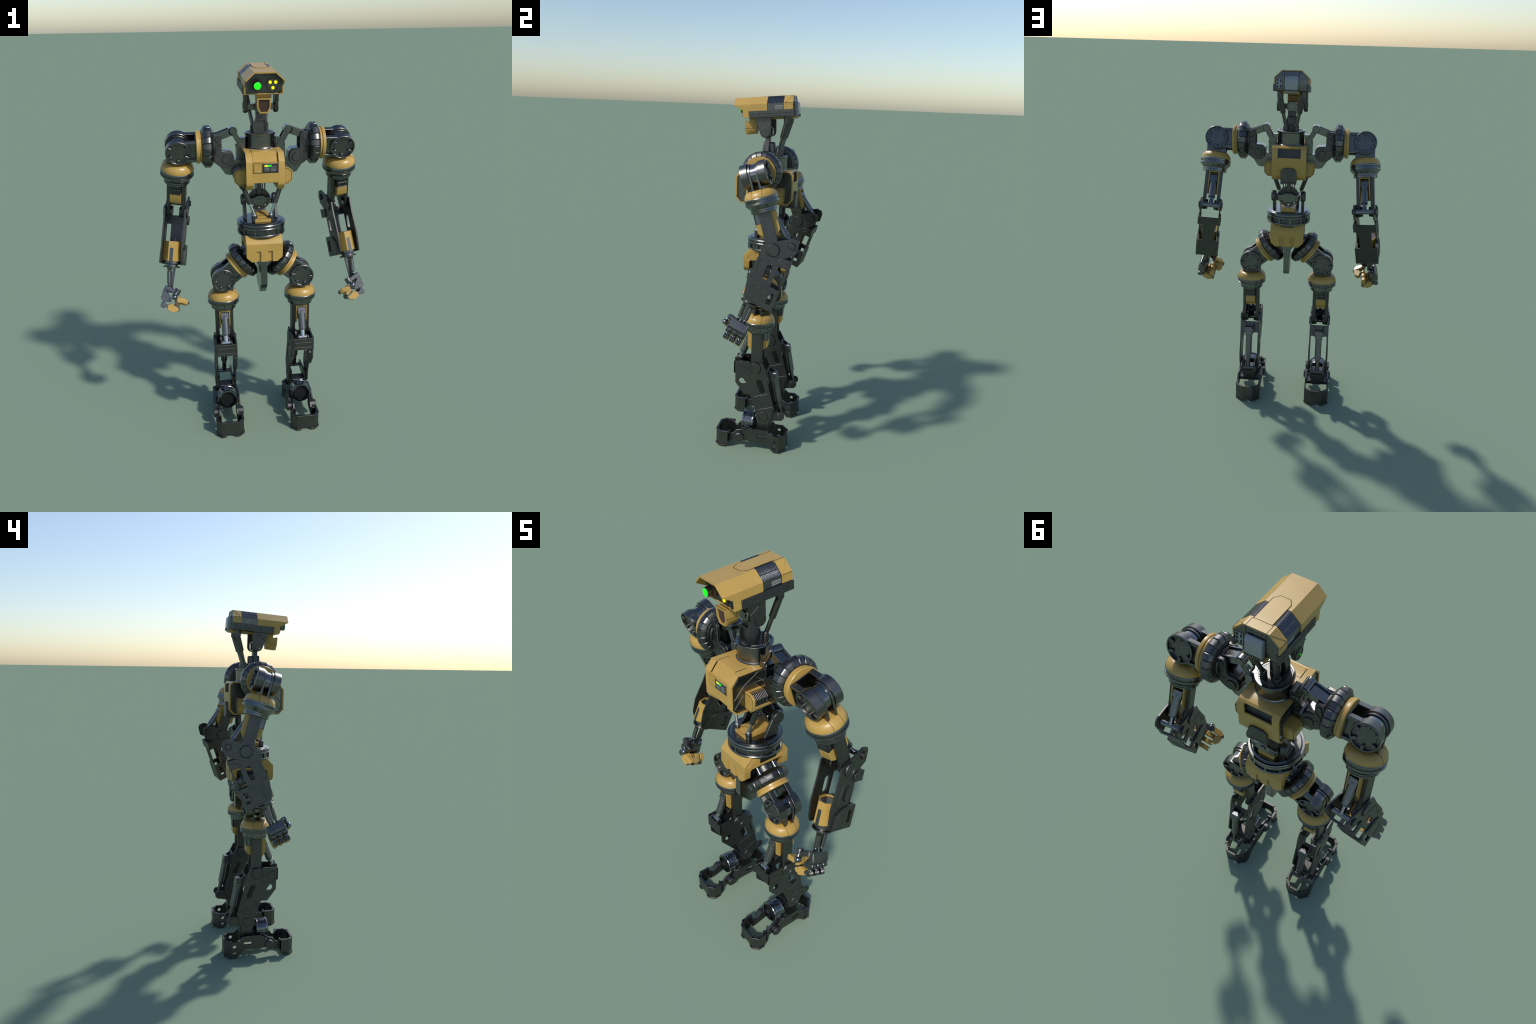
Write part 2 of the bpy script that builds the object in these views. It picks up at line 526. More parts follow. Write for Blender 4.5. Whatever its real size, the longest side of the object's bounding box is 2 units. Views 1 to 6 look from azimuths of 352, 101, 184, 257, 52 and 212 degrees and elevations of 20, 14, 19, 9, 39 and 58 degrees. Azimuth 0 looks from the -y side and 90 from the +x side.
# collar
CM = Tr(0, -.005, 0)
p = Part()
p.lathe([(0, 1.585), (.079, 1.585), (.0805, 1.588), (.0805, 1.594), (.0775, 1.596), (.0755, 1.600), (.0755, 1.658), (.0785, 1.660), (.080, 1.663), (.080, 1.669), (.078, 1.671), (.070, 1.671), (.0685, 1.667), (0, 1.667)], 'z', 72)
collar = put('collar', p.mesh('collar', MIR), root, CM)
p = Part()
p.lathe([(0, 1.666), (.066, 1.666), (.066, 1.6685), (.056, 1.6685), (.054, 1.6705), (0, 1.6705)], 'z', 64)
put('collar_turntable', p.mesh('collar_turntable', DARK), collar, CM)
p = Part()
for i in range(44):
    a = 2 * math.pi * i / 44
    p.box(.0575, .0625, -.0017, .0017, 1.668, 1.6708, .0005, M=Matrix.Rotation(a, 4, 'Z'))
put('collar_studs', p.mesh('collar_studs', CHROME), collar, CM, stuff=True)

# ================================================================== CHEST
PROF = [(-.161, 1.593), (-.1945, 1.552), (-.1945, 1.436), (-.165, 1.407), (.103, 1.407), (.126, 1.436), (.126, 1.576), (.109, 1.594)]
INN = inset(PROF, .007)
p = Part()
mid = [(-.138, 1.588), (-.176, 1.545), (-.189, 1.543), (-.189, 1.449), (-.060, 1.449), (-.045, 1.414), (.100, 1.412), (.120, 1.438), (.120, 1.524), (.098, 1.528), (.098, 1.588)]
full = [(-.159, 1.588), (-.189, 1.550), (-.189, 1.449), (-.060, 1.449), (-.045, 1.412), (.100, 1.412), (.120, 1.438), (.120, 1.574), (.106, 1.589)]
p.prism('yz', mid, -.0655, .0655, .001)
for sx in (-1, 1):
    a, b = sorted((sx * .0660, sx * .0890))
    p.prism('yz', full, a, b, .001)
    p.prism('yz', [(-.189, 1.452), (-.189, 1.438), (-.163, 1.412), (-.045, 1.4125), (-.06, 1.452)], *sorted((sx * .0665, sx * .0886)), .001)
p.box(-.060, .060, -.115, -.040, 1.428, 1.452, .002)
chest = put('chest', p.mesh('chest', MIR), root)
p = Part()
# front shell (open below between two legs), rear shell, roof
front_p = [(-.161, 1.593), (-.1945, 1.552), (-.1945, 1.448), (-.186, 1.448), (-.186, 1.549), (-.157, 1.587), (-.040, 1.587), (-.040, 1.593)]
for a, b in ((-.0955, -.0628), (.0648, .0955)):
    p.prism('yz', front_p, a, b, .0008)
front_mid = [(-.1945, 1.448), (-.1945, 1.5465), (-.182, 1.5465), (-.147, 1.588), (-.040, 1.587), (-.040, 1.593), (-.1435, 1.593), (-.1435, 1.585), (-.178, 1.5435), (-.188, 1.5435), (-.188, 1.448)]
p.prism('yz', [(-.1945, 1.448), (-.1945, 1.5465), (-.186, 1.5465), (-.186, 1.448)], -.0632, .0652, .0006)
p.prism('yz', [(-.187, 1.5465), (-.182, 1.5485), (-.1475, 1.592), (-.140, 1.592), (-.176, 1.5435), (-.187, 1.5435)], -.0632, .0652, .0006)
p.box(-.0632, .0652, -.1478, -.040, 1.5865, 1.5928, .0006)
for s in (-1, 1):
    a, b = sorted((s * .062, s * .0955))
    p.prism('yz', [(-.1945, 1.4495), (-.1945, 1.436), (-.165, 1.407), (-.02, 1.407), (-.02, 1.413), (-.162, 1.413), (-.1875, 1.439), (-.1875, 1.4495)], a, b, .0008)
    a, b = sorted((s * .062, s * .0665))
    p.prism('yz', [(-.188, 1.449), (-.188, 1.438), (-.163, 1.4125), (-.060, 1.4125), (-.075, 1.449)], a, b, .0005)
p.box(-.062, .062, -.190, -.075, 1.446, 1.452, .0006)
rear_p = [(.060, 1.594), (.060, 1.587), (.105, 1.587), (.119, 1.572), (.119, 1.439), (.100, 1.414), (.010, 1.414), (.010, 1.407), (.103, 1.407), (.126, 1.436), (.126, 1.576), (.109, 1.594)]
for a, b in ((-.0955, -.0635), (.0635, .0955)):
    p.prism('yz', rear_p, a, b, .0008)
p.prism('yz', [(.119, 1.532), (.119, 1.439), (.100, 1.414), (.010, 1.414), (.010, 1.407), (.103, 1.407), (.126, 1.436), (.126, 1.532)], -.0638, .0638, .0006)
p.prism('yz', [(.060, 1.594), (.060, 1.588), (.102, 1.588), (.112, 1.580), (.1185, 1.585), (.109, 1.594)], -.0638, .0638, .0006)
p.box(-.0955, .0955, -.041, .061, 1.586, 1.5925, .0008)
put('chest_shell', p.mesh('chest_shell', YEL), chest)
p = Part()
p.prism('yz', [(-.1965, 1.5455), (-.1965, 1.4985), (-.19, 1.4985), (-.19, 1.5455)], -.0605, .0625, .0008)
p.prism('yz', [(-.1870, 1.5485), (-.1825, 1.5500), (-.1480, 1.5935), (-.095, 1.5942), (-.095, 1.590), (-.145, 1.590), (-.180, 1.5475)], -.0605, .0625, .0006)
put('chest_door', p.mesh('chest_door', YEL), chest)
p = Part()
for x in (-.0615, .0635):
    p.wire([(x, -.094, 1.5932), (x, -.1475, 1.5932), (x, -.1825, 1.5490)], .0012)
    p.wire([(x, -.1948, 1.5465), (x, -.1948, 1.4975)], .0011)
p.wire([(-.0615, -.1948, 1.4975), (.0635, -.1948, 1.4975)], .0011)
p.wire([(-.0155, -.1970, 1.4985), (-.0155, -.1970, 1.5445)], .0008)
p.wire([(-.06, -.1970, 1.546), (-.0155, -.1970, 1.546)], .0006)
put('chest_seams', p.mesh('chest_seams', BLACK), chest)
p = Part()
sq = [(-.055, 1.5035), (-.019, 1.5035), (-.019, 1.5415), (-.055, 1.5415)]
p.wire([(x, -.1966, z) for x, z in sq], .0016, closed=True)
p.wire([(-.055, -.1966, 1.5035), (-.019, -.1966, 1.5415)], .0016)
put('chest_embossing', p.mesh('chest_embossing', YEL), chest)
p = Part()
p.box(-.0145, .0620, -.1978, -.190, 1.4990, 1.5445, .0010)
put('display_panel', p.mesh('display_panel', SCREEN), chest)
p = Part()
for i in range(4):
    z = 1.5265 - i * .0062
    p.box(-.006, .019, -.1986, -.195, z - .0009, z + .0009, .0003)
    p.box(.026, .054 - .004 * (i % 2), -.1986, -.195, z - .0009, z + .0009, .0003)
p.box(-.010, .058, -.1986, -.195, 1.5412, 1.5426, .0003)
put('display_lines', p.mesh('display_lines', PALE), chest, stuff=True)
put('charge_lamp', Part().box(-.006, .0112, -.1996, -.195, 1.5288, 1.5362, .0012).mesh('charge_lamp', AMBER), chest)
put('charge_lamp', Part().box(.0112, .029, -.1995, -.195, 1.5288, 1.5362, .0012).mesh('ready_lamp', GREEN), chest)
# side struts inside the open flanks
p = Part()
for s in (-1, 1):
    x = s * .0900
    fr = inset(PROF, .016)
    p.wire([(x, y, z) for y, z in fr], .0018, closed=True)
    p.wire([(x, -.175, 1.48), (x, -.125, 1.535), (x, -.05, 1.578)], .0022)
    p.wire([(x, -.125, 1.535), (x, -.03, 1.53)], .0022)
    p.wire([(x, -.176, 1.435), (x, -.13, 1.49)], .0022)
    p.wire([(x, .098, 1.50), (x, .03, 1.54), (x, .09, 1.565)], .0022)
    p.wire([(x, .03, 1.54), (x, .03, 1.42)], .0022)
    oct_ = [(.04, 1.43), (.075, 1.43), (.092, 1.447), (.092, 1.485), (.075, 1.497), (.04, 1.497)]
    p.wire([(x, y, z) for y, z in oct_], .0018, closed=True)
put('flank_struts', p.mesh('flank_struts', GUN), chest)
# rear fittings
p = Part()
p.hexa([(-.066, .090, 1.526), (.066, .090, 1.526), (.066, .1120, 1.526), (-.066, .1120, 1.526)], [(-.066, .090, 1.588), (.066, .090, 1.588), (.066, .1010, 1.588), (-.066, .1010, 1.588)], .0006)
put('rear_window', p.mesh('rear_window', SCREEN), chest)
p = Part()
plate = [(-.044, 1.397), (-.044, 1.462), (-.023, 1.478), (.023, 1.478), (.044, 1.462), (.044, 1.397)]
p.prism('xz', plate, .105, .138, .003)
p.prism('xz', [(-.044, 1.385), (-.044, 1.398), (.044, 1.398), (.044, 1.385), (.025, 1.390), (-.025, 1.390)], .050, .1365, .002)
p.wire([(-.036, .1384, 1.410), (-.02, .1384, 1.404), (.02, .1384, 1.404), (.036, .1384, 1.410)], .0012)
put('spine_cover', p.mesh('spine_cover', DARK), chest)

# side pods
podpoly = [(.060, 1.503), (.129, 1.503), (.149, 1.486), (.147, 1.440), (.127, 1.420), (.060, 1.420)]
p = Part()
def podsec(y):
    return [(x - (.006 * (y + .121) / .203 if x > .1 else 0), y, z) for x, z in podpoly]
p.hexa(podsec(-.121), podsec(-.037), .0015)
p.hexa(podsec(-.030), podsec(.082), .0015)
p.hexa([(x - (.006 if x > .1 else 0), y, z) for x, y, z in podsec(-.040)], [(x - (.006 if x > .1 else 0), y, z) for x, y, z in podsec(-.028)], 0)
podm = p.mesh('side_pod', YEL)
p = Part()
seam = inset(podpoly, .005)
p.wire([(x, -.1212, z) for x, z in seam], .0010, closed=True)
p.wire([(x - .006, .0823, z) for x, z in seam], .0010, closed=True)
seamm = p.mesh('pod_seam', BLACK)
p = Part()
p.prism('xz', [(.100, 1.500), (.1285, 1.5042), (.1498, 1.4865), (.1488, 1.458), (.142, 1.458), (.13, 1.48)], -.112, -.044, .001)
bay = p.mesh('engine_bay', BLACK)
p = Part()
for i in range(9):
    y = -.108 + i * .0074
    p.wire([(.105, y, 1.5035), (.128, y, 1.5043), (.1496, y, 1.4868), (.1492, y, 1.474)], .0021)
for i in range(4):
    y = -.102 + i * .0165
    p.box(.146, .1498, y - .0045, y + .0045, 1.460, 1.468, .001)
finm = p.mesh('cooling_fins', GUN)
for s in (1, -1):
    pod = put('side_pod', podm, chest, MIRROR[s])
    put('pod_seam', seamm, chest, MIRROR[s])
    put('engine_bay', bay, chest, MIRROR[s])
    put('cooling_fins', finm, chest, MIRROR[s], stuff=True)

# ================================================================== SHOULDER BRACKETS
core = Part()
p = Part()
wing = [(.085, 1.540), (.148, 1.540), (.157, 1.530), (.230, 1.530), (.215, 1.511), (.184, 1.466), (.160, 1.460), (.085, 1.480)]
core.prism('xz', wing, -.044, .024, .001)
core.box(.080, .125, -.040, .020, 1.541, 1.612, .001)
core.prism('xz', [(.078, 1.60), (.078, 1.647), (.100, 1.647), (.125, 1.612), (.125, 1.60)], -.036, .016, .001)
yoke = [(.1995, 1.586), (.2005, 1.660), (.209, 1.669), (.241, 1.669), (.241, 1.531), (.215, 1.511), (.196, 1.503), (.165, 1.506), (.146, 1.522), (.1425, 1.552), (.148, 1.570), (.158, 1.581)]
for y0, y1 in ((-.060, -.044), (.024, .040)):
    p.prism('xz', yoke, y0, y1, .002)
core.prism('xz', [(.201, 1.589), (.158, 1.586), (.144, 1.573), (.139, 1.553), (.144, 1.522), (.165, 1.506), (.201, 1.510)], -.0455, .0255, .001)
p.box(.228, .243, -.055, .035, 1.535, 1.665, .002)
for y in (-.0605, .0405):
    sgn = -1 if y < 0 else 1
    p.cyl((.179, y, 1.5445), (.179, y + sgn * .004, 1.5445), .0215, n=32)
    p.cyl((.2195, y, 1.645), (.2195, y + sgn * .003, 1.645), .0115, n=24)
    yy = y + sgn * .0004
    tri = [(.206, 1.622), (.206, 1.575), (.233, 1.598)]
    p.wire([(.205, yy, 1.624), (.216, yy, 1.632), (.232, yy, 1.632)], .0014)
    p.wire([(.205, yy, 1.624), (.232, yy, 1.585), (.220, yy, 1.565), (.206, yy, 1.565)], .0014)
    p.wire([(.232, yy, 1.632), (.232, yy, 1.565)], .0010)
g = Part()
def shadow_ring(g, r, axis, M):  # thin black annulus modelled for the occlusion shadow around bolt and pivot heads
    g.lathe([(r, -.0004), (r + .0016, -.0004), (r + .0016, .0006), (r, .0006), (r, -.0004)], axis, 36, M)
for y in (-.0600, .0400):
    shadow_ring(g, .0215, 'y', Tr(.179, y, 1.5445))
    shadow_ring(g, .0115, 'y', Tr(.2195, y, 1.645))
shadow_ringm = g.mesh('bolt_shadow_ring', BLACK)
brk = p.mesh('shoulder_bracket', DARK)
corem = core.mesh('bracket_core', MIR)
p = Part()
p.bar((.141, -.010, 1.679), (.230, -.010, 1.647), .050, .022, up=(.3, 0, 1), bev=.001)
for yb in (-.0360, .0160):
    p.bar((.141, yb, 1.681), (.230, yb, 1.649), .008, .036, up=(.3, 0, 1), bev=.0015)
p.cyl((.141, -.040, 1.681), (.141, .020, 1.681), .0225, n=32)
p.bar((.141, -.037, 1.681), (.103, -.037, 1.613), .008, .026, up=(1, 0, -.6), bev=.001)
p.bar((.141, .017, 1.681), (.103, .017, 1.613), .008, .026, up=(1, 0, -.6), bev=.002)
for y0, y1 in ((-.0445, -.033), (.013, .0245)):
    p.cyl((.141, y0, 1.681), (.141, y1, 1.681), .0168, n=28)
    p.cyl((.103, y0, 1.6135), (.103, y1, 1.6135), .0165, n=28)
for y in (-.0415, .0215):
    p.wire([(.130, y, 1.665), (.113, y, 1.628)], .0012)
    p.wire([(.138, y, 1.660), (.106, y, 1.633)], .0012)
lnk = p.mesh('shoulder_link', MIR)
brackets = {}
for s in (1, -1):
    brackets[s] = put('shoulder_bracket', brk, root, MIRROR[s])
    put('bracket_core', corem, brackets[s], MIRROR[s])
    put('bolt_shadow_ring', shadow_ringm, brackets[s], MIRROR[s])
    put('shoulder_link', lnk, brackets[s], MIRROR[s])

# ================================================================== SHOULDER / HIP JOINT ASSET
DJ = .1475
p = Part()
p.lathe([(0, -.031), (.072, -.031), (.080, -.028), (.087, -.024), (.0995, -.0135), (.0995, .0135), (.087, .024), (.078, .026), (0, .026)], 'x', 60)
p.lathe([(.040, -.036), (.060, -.036), (.064, -.030), (.04, -.030), (.040, -.036)], 'x', 48)
wheel = p.mesh('wheel', DARK)
p = Part()
ca, sa = math.cos(rad(8.25)), math.sin(rad(8.25))
prof = [(-.0285, .074), (-.0285, .0865), (-.0140, .1062), (.0140, .1062), (.0285, .0865), (.0285, .074)]
p.hexa([(a, -r * sa, r * ca) for a, r in prof], [(a, r * sa, r * ca) for a, r in prof], .0020)
tread = p.mesh('tread_block', RUB)
p = Part()
p.lathe([(0, .020), (.0795, .020), (.0800, .0215), (.0790, .030), (.0795, .038), (.0785, .0393), (.0785, .0403), (.0825, .0412), (.0832, .044), (.0832, .054), (.0815, .0565), (.060, .0570), (0, .0570)], 'x', 72)
ring = p.mesh('joint_ring', YEL)
p = Part()
p.lathe([(.0812, .0268), (.0830, .028), (.0812, .0292), (.0812, .0268)], 'x', 60)
ringline = p.mesh('ring_seam', BLACK)
p = Part()
p.box(.052, .0605, -.060, .060, -.054, .054, .002)
for s in (-1, 1):
    a, b = sorted((s * .033, s * .047))
    p.box(.058, DJ - .035, a, b, -.050, .050, .0015)
    a, b = sorted((s * .033, s * .059))
    for z0, z1 in ((.040, .0555), (-.0555, -.040)):
        p.hexa([(.058, a, z0), (.058, b, z0), (.058, b, z1), (.058, a, z1)], [(DJ - .03, a, z0), (DJ - .03, b, z0), (DJ - .03, b, z1), (DJ - .03, a, z1)], .002)
    T = Tr(DJ, 0, 0) @ (I4 if s > 0 else Rz(180))
    p.lathe([(0, .0265), (.0622, .0265), (.0635, .028), (.0635, .064), (.0615, .0658), (.0572, .0658), (.0562, .0645), (.0555, .0545), (.0540, .0535), (.044, .0533), (.0425, .0548), (0, .0548)], 'y', 64, T)
    for i in range(6):
        a = rad(60 * i + 30)
        L = T @ Ry(math.degrees(a))
        p.prism('xz', [(.0575, -.0078), (.0575, .0078), (.046, .0078)] + arc(.0430, 0, .0078, 90, 270, 8) + [(.046, -.0078)], .0525, .0650, .0026, M=L)
yokem = p.mesh('yoke', GUN)

def spawn_joint(name, M, s, phase):
    W = MIRROR[s] @ M
    j = put(name, wheel, root, W)
    for i in range(20):
        put('tread_block', tread, j, W @ Matrix.Rotation(2 * math.pi * (i + phase) / 20, 4, 'X'))
    put('joint_ring', ring, j, W)
    put('ring_seam', ringline, j, W)
    return j

# ================================================================== UPPER ARM / THIGH ASSET
RIM = -.115
def limb_meshes(kind):
    arm = kind == 'arm'
    d = {}
    p = Part()
    p.lathe([(0, -.0315), (.050, -.0315), (.052, -.029), (.052, .029), (.050, .0315), (0, .0315)], 'y', 56)
    d['hub_drum'] = p.mesh('hub_drum', STEEL)
    p = Part()
    tomb = arc(0, 0, .0575, 180, 0, 24) + [(.0535, -.070), (.0535, -.088), (-.0535, -.088), (-.0535, -.070)]
    for s in (-1, 1):
        p.prism('xz', tomb, s * .0195 - .0058, s * .0195 + .0058, .001)
    d['hub_rib'] = p.mesh('hub_rib', GUN)
    p = Part()
    p.lathe([(0, .039), (.046, .0395), (.058, .0378), (.068, .033), (.0765, .0245), (.0825, .0135), (.0845, .002), (.0845, -.001), (0, -.001)], 'z', 72, Tr(0, 0, RIM), sharp=50)
    d['dome'] = p.mesh('dome', YEL)
    p = Part()
    cap = [(.046, .0395), (.058, .0378), (.068, .033), (.0765, .0245), (.0825, .0135), (.0845, .002)]
    def zr(r):
        for (r0, h0), (r1, h1) in zip(cap, cap[1:]):
            if r0 <= r <= r1:
                return h0 + (h1 - h0) * (r - r0) / (r1 - r0)
        return .0395 if r < .046 else .002
    for sy in (-1, 1):
        for sx in (-1, 1):
            y = sy * .0258
            pts = []
            for i in range(12):
                x = .040 + (.0808 - .040) * i / 11
                pts.append((sx * x, y, RIM + zr(math.hypot(x, y)) + .0002))
            p.wire(pts, .0008)
    d['dome_seam'] = p.mesh('dome_seam', BLACK)
    p = Part()
    if arm:
        z0 = RIM - .075
        prof = [(0, .0), (.085, 0), (.0868, -.003), (.0868, -.010), (.0835, -.0115), (.0835, -.0215), (.0870, -.023), (.0878, -.030), (.0855, -.033), (.0695, -.050), (.0665, -.051), (.0660, -.0535), (.0685, -.0550), (.0685, -.0605), (.0650, -.062), (.0650, -.0645), (.0680, -.066), (.0680, -.0725), (.064, -.075), (0, -.075)]
    else:
        z0 = RIM - .068
        prof = [(0, .0), (.085, 0), (.0868, -.003), (.0868, -.010), (.0835, -.0115), (.0835, -.0215), (.0865, -.023), (.0865, -.0275), (.0800, -.0300), (.0690, -.0320), (.0685, -.0505), (.0660, -.0520), (.0660, -.0545), (.0690, -.0555), (.0680, -.0605), (.056, -.068), (0, -.068)]
    p.lathe(prof, 'z', 72, Tr(0, 0, RIM))
    if arm:
        for i in range(12):
            p.hexa([(.066, -.003, -.050), (.070, -.003, -.050), (.070, .003, -.050), (.066, .003, -.050)],
                   [(.078, -.006, -.031), (.0872, -.006, -.031), (.0872, .006, -.031), (.078, .006, -.031)], .0006, M=Tr(0, 0, RIM) @ Rz(30 * i + 15))
    d['swivel_ring'] = p.mesh('swivel_ring', MIR)
    p = Part()
    for i in range(48):
        if arm:
            p.box(.0815, .0845, -.0022, .0022, -.0185, -.0145, .0004, M=Tr(0, 0, RIM) @ Rz(7.5 * i))
        else:
            p.box(.0815, .0845, -.0022, .0022, -.0185, -.0145, .0004, M=Tr(0, 0, RIM) @ Rz(7.5 * i))
    for i in range(10):
        r = .0687 if not arm else .0
        if r:
            p.box(r - .002, r + .0004, -.0026, .0026, -.0420, -.0365, .0004, M=Tr(0, 0, RIM) @ Rz(36 * i + 18))
    p.lathe([(.0828, -.0115), (.0842, -.0122), (.0828, -.0128), (.0828, -.0115)], 'z', 60, Tr(0, 0, RIM))
    d['ring_slots'] = p.mesh('ring_slots', BLACK)
    EL = -.379 if arm else -.385
    p = Part()
    end = arc(0, EL, .0305, 180, 360, 18)
    for s in (-1, 1):
        a, b = sorted((s * .0300, s * .0480))
        p.prism('yz', [(-.0305, z0 + .004)] + end + [(.0305, z0 + .004)], a, b, .0015)
        a, b = sorted((s * .0475, s * .0492))
        p.prism('yz', [(-.0235, z0 + .003), (-.0235, EL + .025), (.0305, EL + .025), (.0305, z0 + .003)], a, b, .0006)
        a, b = sorted((s * .018, s * .0295))
        p.cyl((a, 0, EL), (b, 0, EL), .0285, n=36)
    d['column'] = p.mesh('column', DARK)
    # open yellow channel on the actuator side, grille and block on the other side
    p = Part()
    L = .128 if arm else .114
    side = [(-.020, z0 + .002), (.0575, z0 + .002), (.0575, z0 - L + .030), (.034, z0 - L), (-.020, z0 - L)]
    for s in (-1, 1):
        a, b = sorted((s * .0235, s * .0292))
        p.prism('yz', side, a, b, .0008)
    p.box(-.0235, .0235, -.02, .0570, z0 - .006, z0 + .002, .0008)
    p.box(-.0235, .0235, -.020, -.012, z0 - L, z0 - .006, .0008)
    h = .054 if arm else .043
    hb = .062 if arm else .056
    blk = [(-.0560, z0 - h), (-.0560, z0 - h - hb + .018), (-.034, z0 - h - hb), (-.018, z0 - h - hb), (-.018, z0 - h)]
    p.prism('yz', blk, -.0282, .0282, .0015)
    d['limb_channel'] = p.mesh('limb_channel', YEL)
    p = Part()
    zt = z0 + .002
    zb = z0 - h + .001
    p.box(-.0262, .0262, -.0525, -.018, zb, zt, .0005)
    p2 = Part()
    for i in range(8):
        x = -.0262 + i * .0524 / 7
        p2.box(x - .0018, x + .0018, -.0575, -.050, zb, zt, .0006)
    for z in (zb + .003, (zb + zt) / 2, zt - .003):
        p2.box(-.0278, .0278, -.0572, -.050, z - .002, z + .002, .0006)
    for s in (-1, 1):
        a, b = sorted((s * .0255, s * .0280))
        p2.box(a, b, -.0575, -.018, zb, zt, .0006)
    d['grille_core'] = p.mesh('grille_core', BLACK)
    d['grille'] = p2.mesh('grille', PLATE)
    # actuator
    pin = Vector((0, .0938, EL - .0044)) if arm else Vector((0, .1035, EL + .032))
    hd = Vector((0, .044, z0 - .045)) if arm else Vector((0, .050, z0 - .032))
    dirv = (pin - hd).normalized()
    p = Part()
    p.bar(hd - dirv * .020, hd + dirv * .017, .042, .034, up=(0, 1, 0), bev=.0015)
    p.box(-.019, .019, .0, .045, z0 - .06, z0 - .028, .0015)
    tube_end = hd + (pin - hd) * (.68 if arm else .70)
    p.cyl(hd, tube_end, .0190 if arm else .0200, n=32, bev=.002)
    p.cyl(tube_end, tube_end + dirv * .004, .0200 if arm else .0205, n=32, bev=.0008)
    d['actuator'] = p.mesh('actuator', PLATE)
    p = Part()
    p.cyl(tube_end, pin, .0125 if arm else .0135, n=28)
    if arm:
        p.cyl((-.060, pin.y, pin.z), (.060, pin.y, pin.z), .0132, n=28)
    else:
        p.cyl((-.024, pin.y, pin.z), (.024, pin.y, pin.z), .0130, n=28)
    d['actuator_rod'] = p.mesh('actuator_rod', CHROME if not arm else STEEL)
    return d

ARM = limb_meshes('arm')
LEG = limb_meshes('leg')

def spawn_limb(name, d, M, s, H=None):
    W = MIRROR[s] @ M
    WH = MIRROR[s] @ H if H else W
    base = put(name, d['column'], root, W)
    for k, me in d.items():
        if k != 'column':
            put(k, me, base, WH if k in ('hub_drum', 'hub_rib', 'dome', 'dome_seam') else W, stuff=(k == 'ring_slots'))
    return base

# ------------------------------------------------------------------ arm frames
D = Vector((.4185, -.009, 1.604))
E = Vector((.4455, .101, 1.242))
zu = (D - E).normalized()
xu = Vector((.984, .157, .098))
xu = (xu - zu * xu.dot(zu)).normalized()
yu = zu.cross(xu)
UM = frame(xu, yu, zu, D)
yh = Vector((0, math.cos(rad(18)), math.sin(rad(18))))
yh = (yh - zu * yh.dot(zu)).normalized()
HUBM = frame(yh.cross(zu), yh, zu, D)   # the swivel below the dome lets the forearm turn outwards
bend = 36.3
FM = Tr(*(E + Vector((.0005, .0, .0)))) @ frame(xu, yu, zu, Vector((0, 0, 0))) @ Ry(1.6) @ Rx(-bend)
SM = Tr(.271, -.009, 1.604) @ Rx(18.0)

